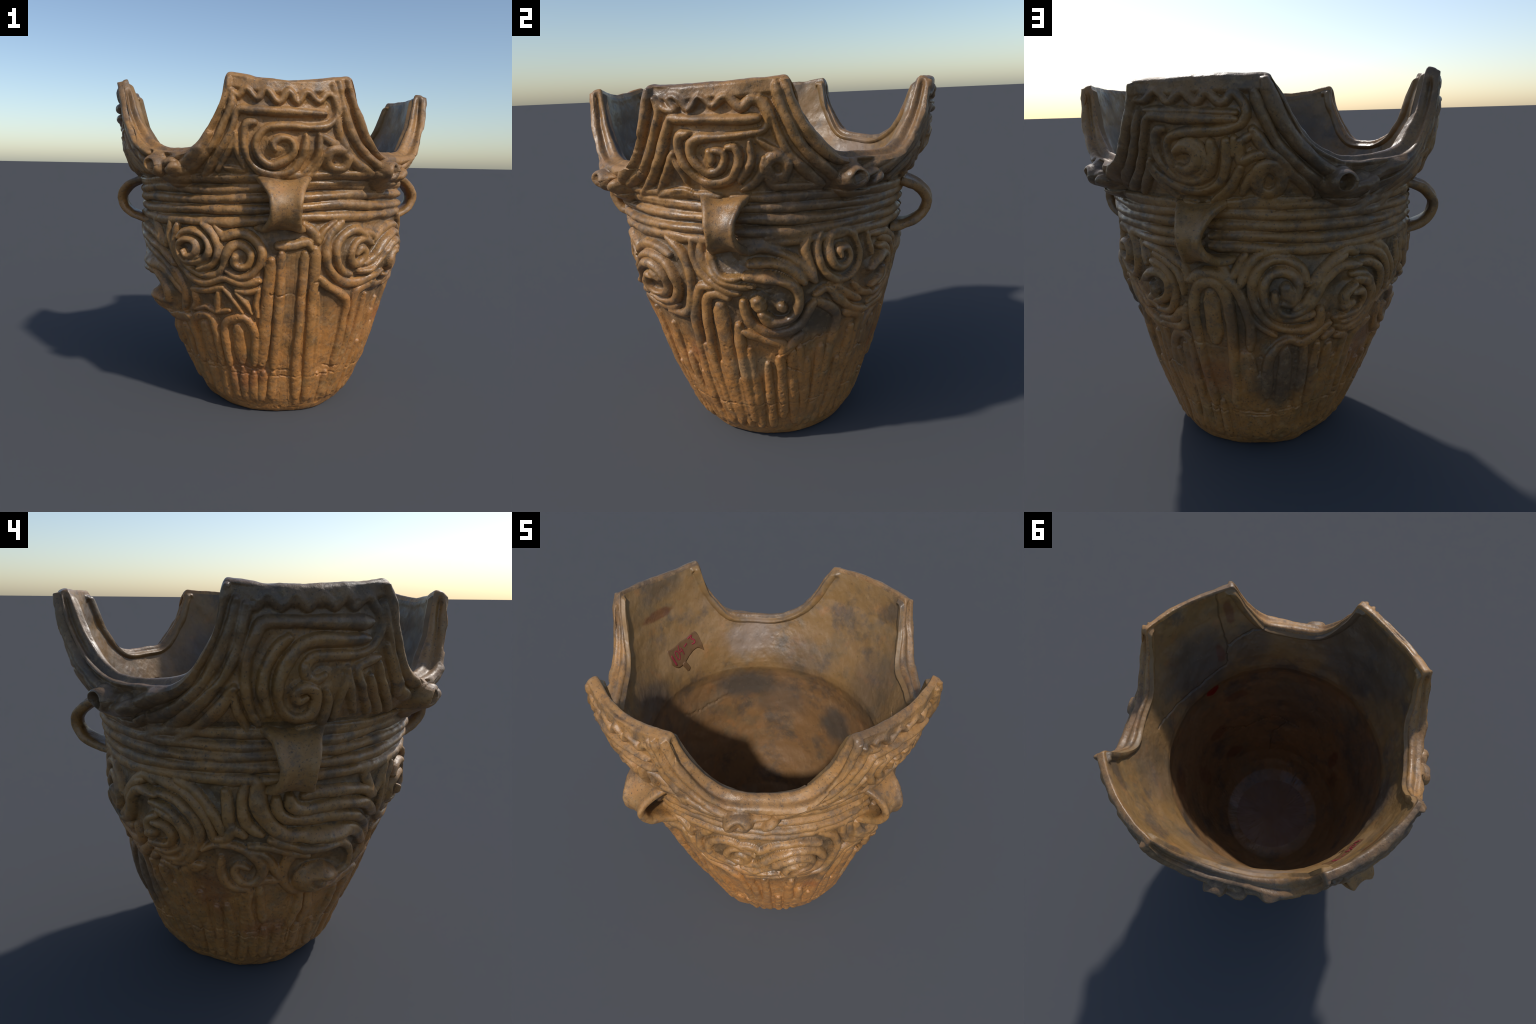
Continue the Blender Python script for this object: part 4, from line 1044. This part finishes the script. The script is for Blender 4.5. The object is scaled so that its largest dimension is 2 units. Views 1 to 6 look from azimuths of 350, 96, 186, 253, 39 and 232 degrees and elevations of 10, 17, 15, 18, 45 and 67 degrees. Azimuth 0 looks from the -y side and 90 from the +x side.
# ------------------------------------------------------------------ painted collection mark on the inner wall
M_PATCH = plain("varnish_brown", (.135, .068, .026), .45)
M_MARK = plain("paint_crimson", (.22, .018, .028), .5)


def wall_point(az, z, proud):
    k = inner_radius(az, z)
    a = math.radians(az)
    p = np.array(on_wall(az, z, k))
    # follow the unevenness of the inner wall
    q = p[None]
    b = .006 * value_noise(q * 6, 1) + .0035 * value_noise(q * 17, 2) + .0016 * value_noise(q * 48, 3)
    n = np.array([-math.sin(a), math.cos(a), 0])
    return p + n * (proud + float(b[0]))


def stroke(name, pts, width, proud, material, parent):
    """a brush stroke: thin lens of paint along (azimuth, height) points"""
    line = smooth_path(np.array(pts, float), 6)
    rings = []
    for k in range(len(line)):
        d = line[min(k + 1, len(line) - 1)] - line[max(k - 1, 0)]
        d = np.array([math.radians(d[0]) * .8, d[1]])
        d /= np.linalg.norm(d) + 1e-9
        n = np.array([-d[1], d[0]])
        end = min(1, .45 + .5 * min(k, len(line) - 1 - k))
        ring = []
        for s in np.linspace(0, TAU, 12, endpoint=False):
            x, y = math.cos(s) * width * end, math.sin(s) * .0012 + proud
            ring.append(wall_point(line[k, 0] + math.degrees(n[0] * x / .8), line[k, 1] + n[1] * x, y))
        rings.append(ring)
    v, f = sweep(rings)
    return add_object(name, v, f, None, material, parent)


mark = None


def patch(pts_top, pts_low, n=14):
    """thin brushed ground of varnish between an upper and a lower border"""
    up_, lo_ = smooth_path(np.array(pts_top, float), 6), smooth_path(np.array(pts_low, float), 6)
    rings = []
    for k in range(len(up_)):
        ring = [wall_point(*(lo_[k] + (up_[k] - lo_[k]) * s), .0012) for s in np.linspace(0, 1, n)]
        ring += [wall_point(*(lo_[k] + (up_[k] - lo_[k]) * s), -.004) for s in np.linspace(1, 0, n)]
        rings.append(ring)
    v, f = sweep(rings)
    return add_object("varnish_patch", v, f, None, M_PATCH, root)


mark = patch([(-88.5, 1.535), (-92, 1.535), (-96, 1.545), (-100, 1.553), (-104, 1.572), (-106.6, 1.565), (-108.2, 1.49)],
             [(-88.8, 1.44), (-91.5, 1.405), (-95, 1.405), (-98, 1.425), (-102, 1.455), (-105.5, 1.468), (-108.6, 1.44)])
stroke("varnish_drip", [(-95.5, 1.42), (-97, 1.385), (-98, 1.355)], .018, .0012, M_PATCH, mark)
stroke("digit_one", [(-89.9, 1.50), (-90.6, 1.46), (-91.4, 1.425)], .0075, .0028, M_MARK, mark)
stroke("digit_zero", [(-92.3, 1.500), (-92.6, 1.465), (-93.9, 1.452), (-94.7, 1.475), (-93.8, 1.505), (-92.7, 1.508), (-92.2, 1.495)], .0045, .0028, M_MARK, mark)
stroke("digit_four", [(-95.3, 1.535), (-95.2, 1.495), (-97.4, 1.497)], .0042, .0028, M_MARK, mark)
stroke("digit_four_stem", [(-96.3, 1.515), (-97.0, 1.485), (-97.3, 1.465)], .0042, .0031, M_MARK, mark)
stroke("dash", [(-98.4, 1.508), (-99.4, 1.515), (-100.4, 1.521)], .0050, .0028, M_MARK, mark)
stroke("digit_three", [(-101.3, 1.545), (-103.6, 1.558), (-103.2, 1.540), (-104.6, 1.525), (-104.4, 1.508), (-102.8, 1.505)], .0048, .0028, M_MARK, mark)
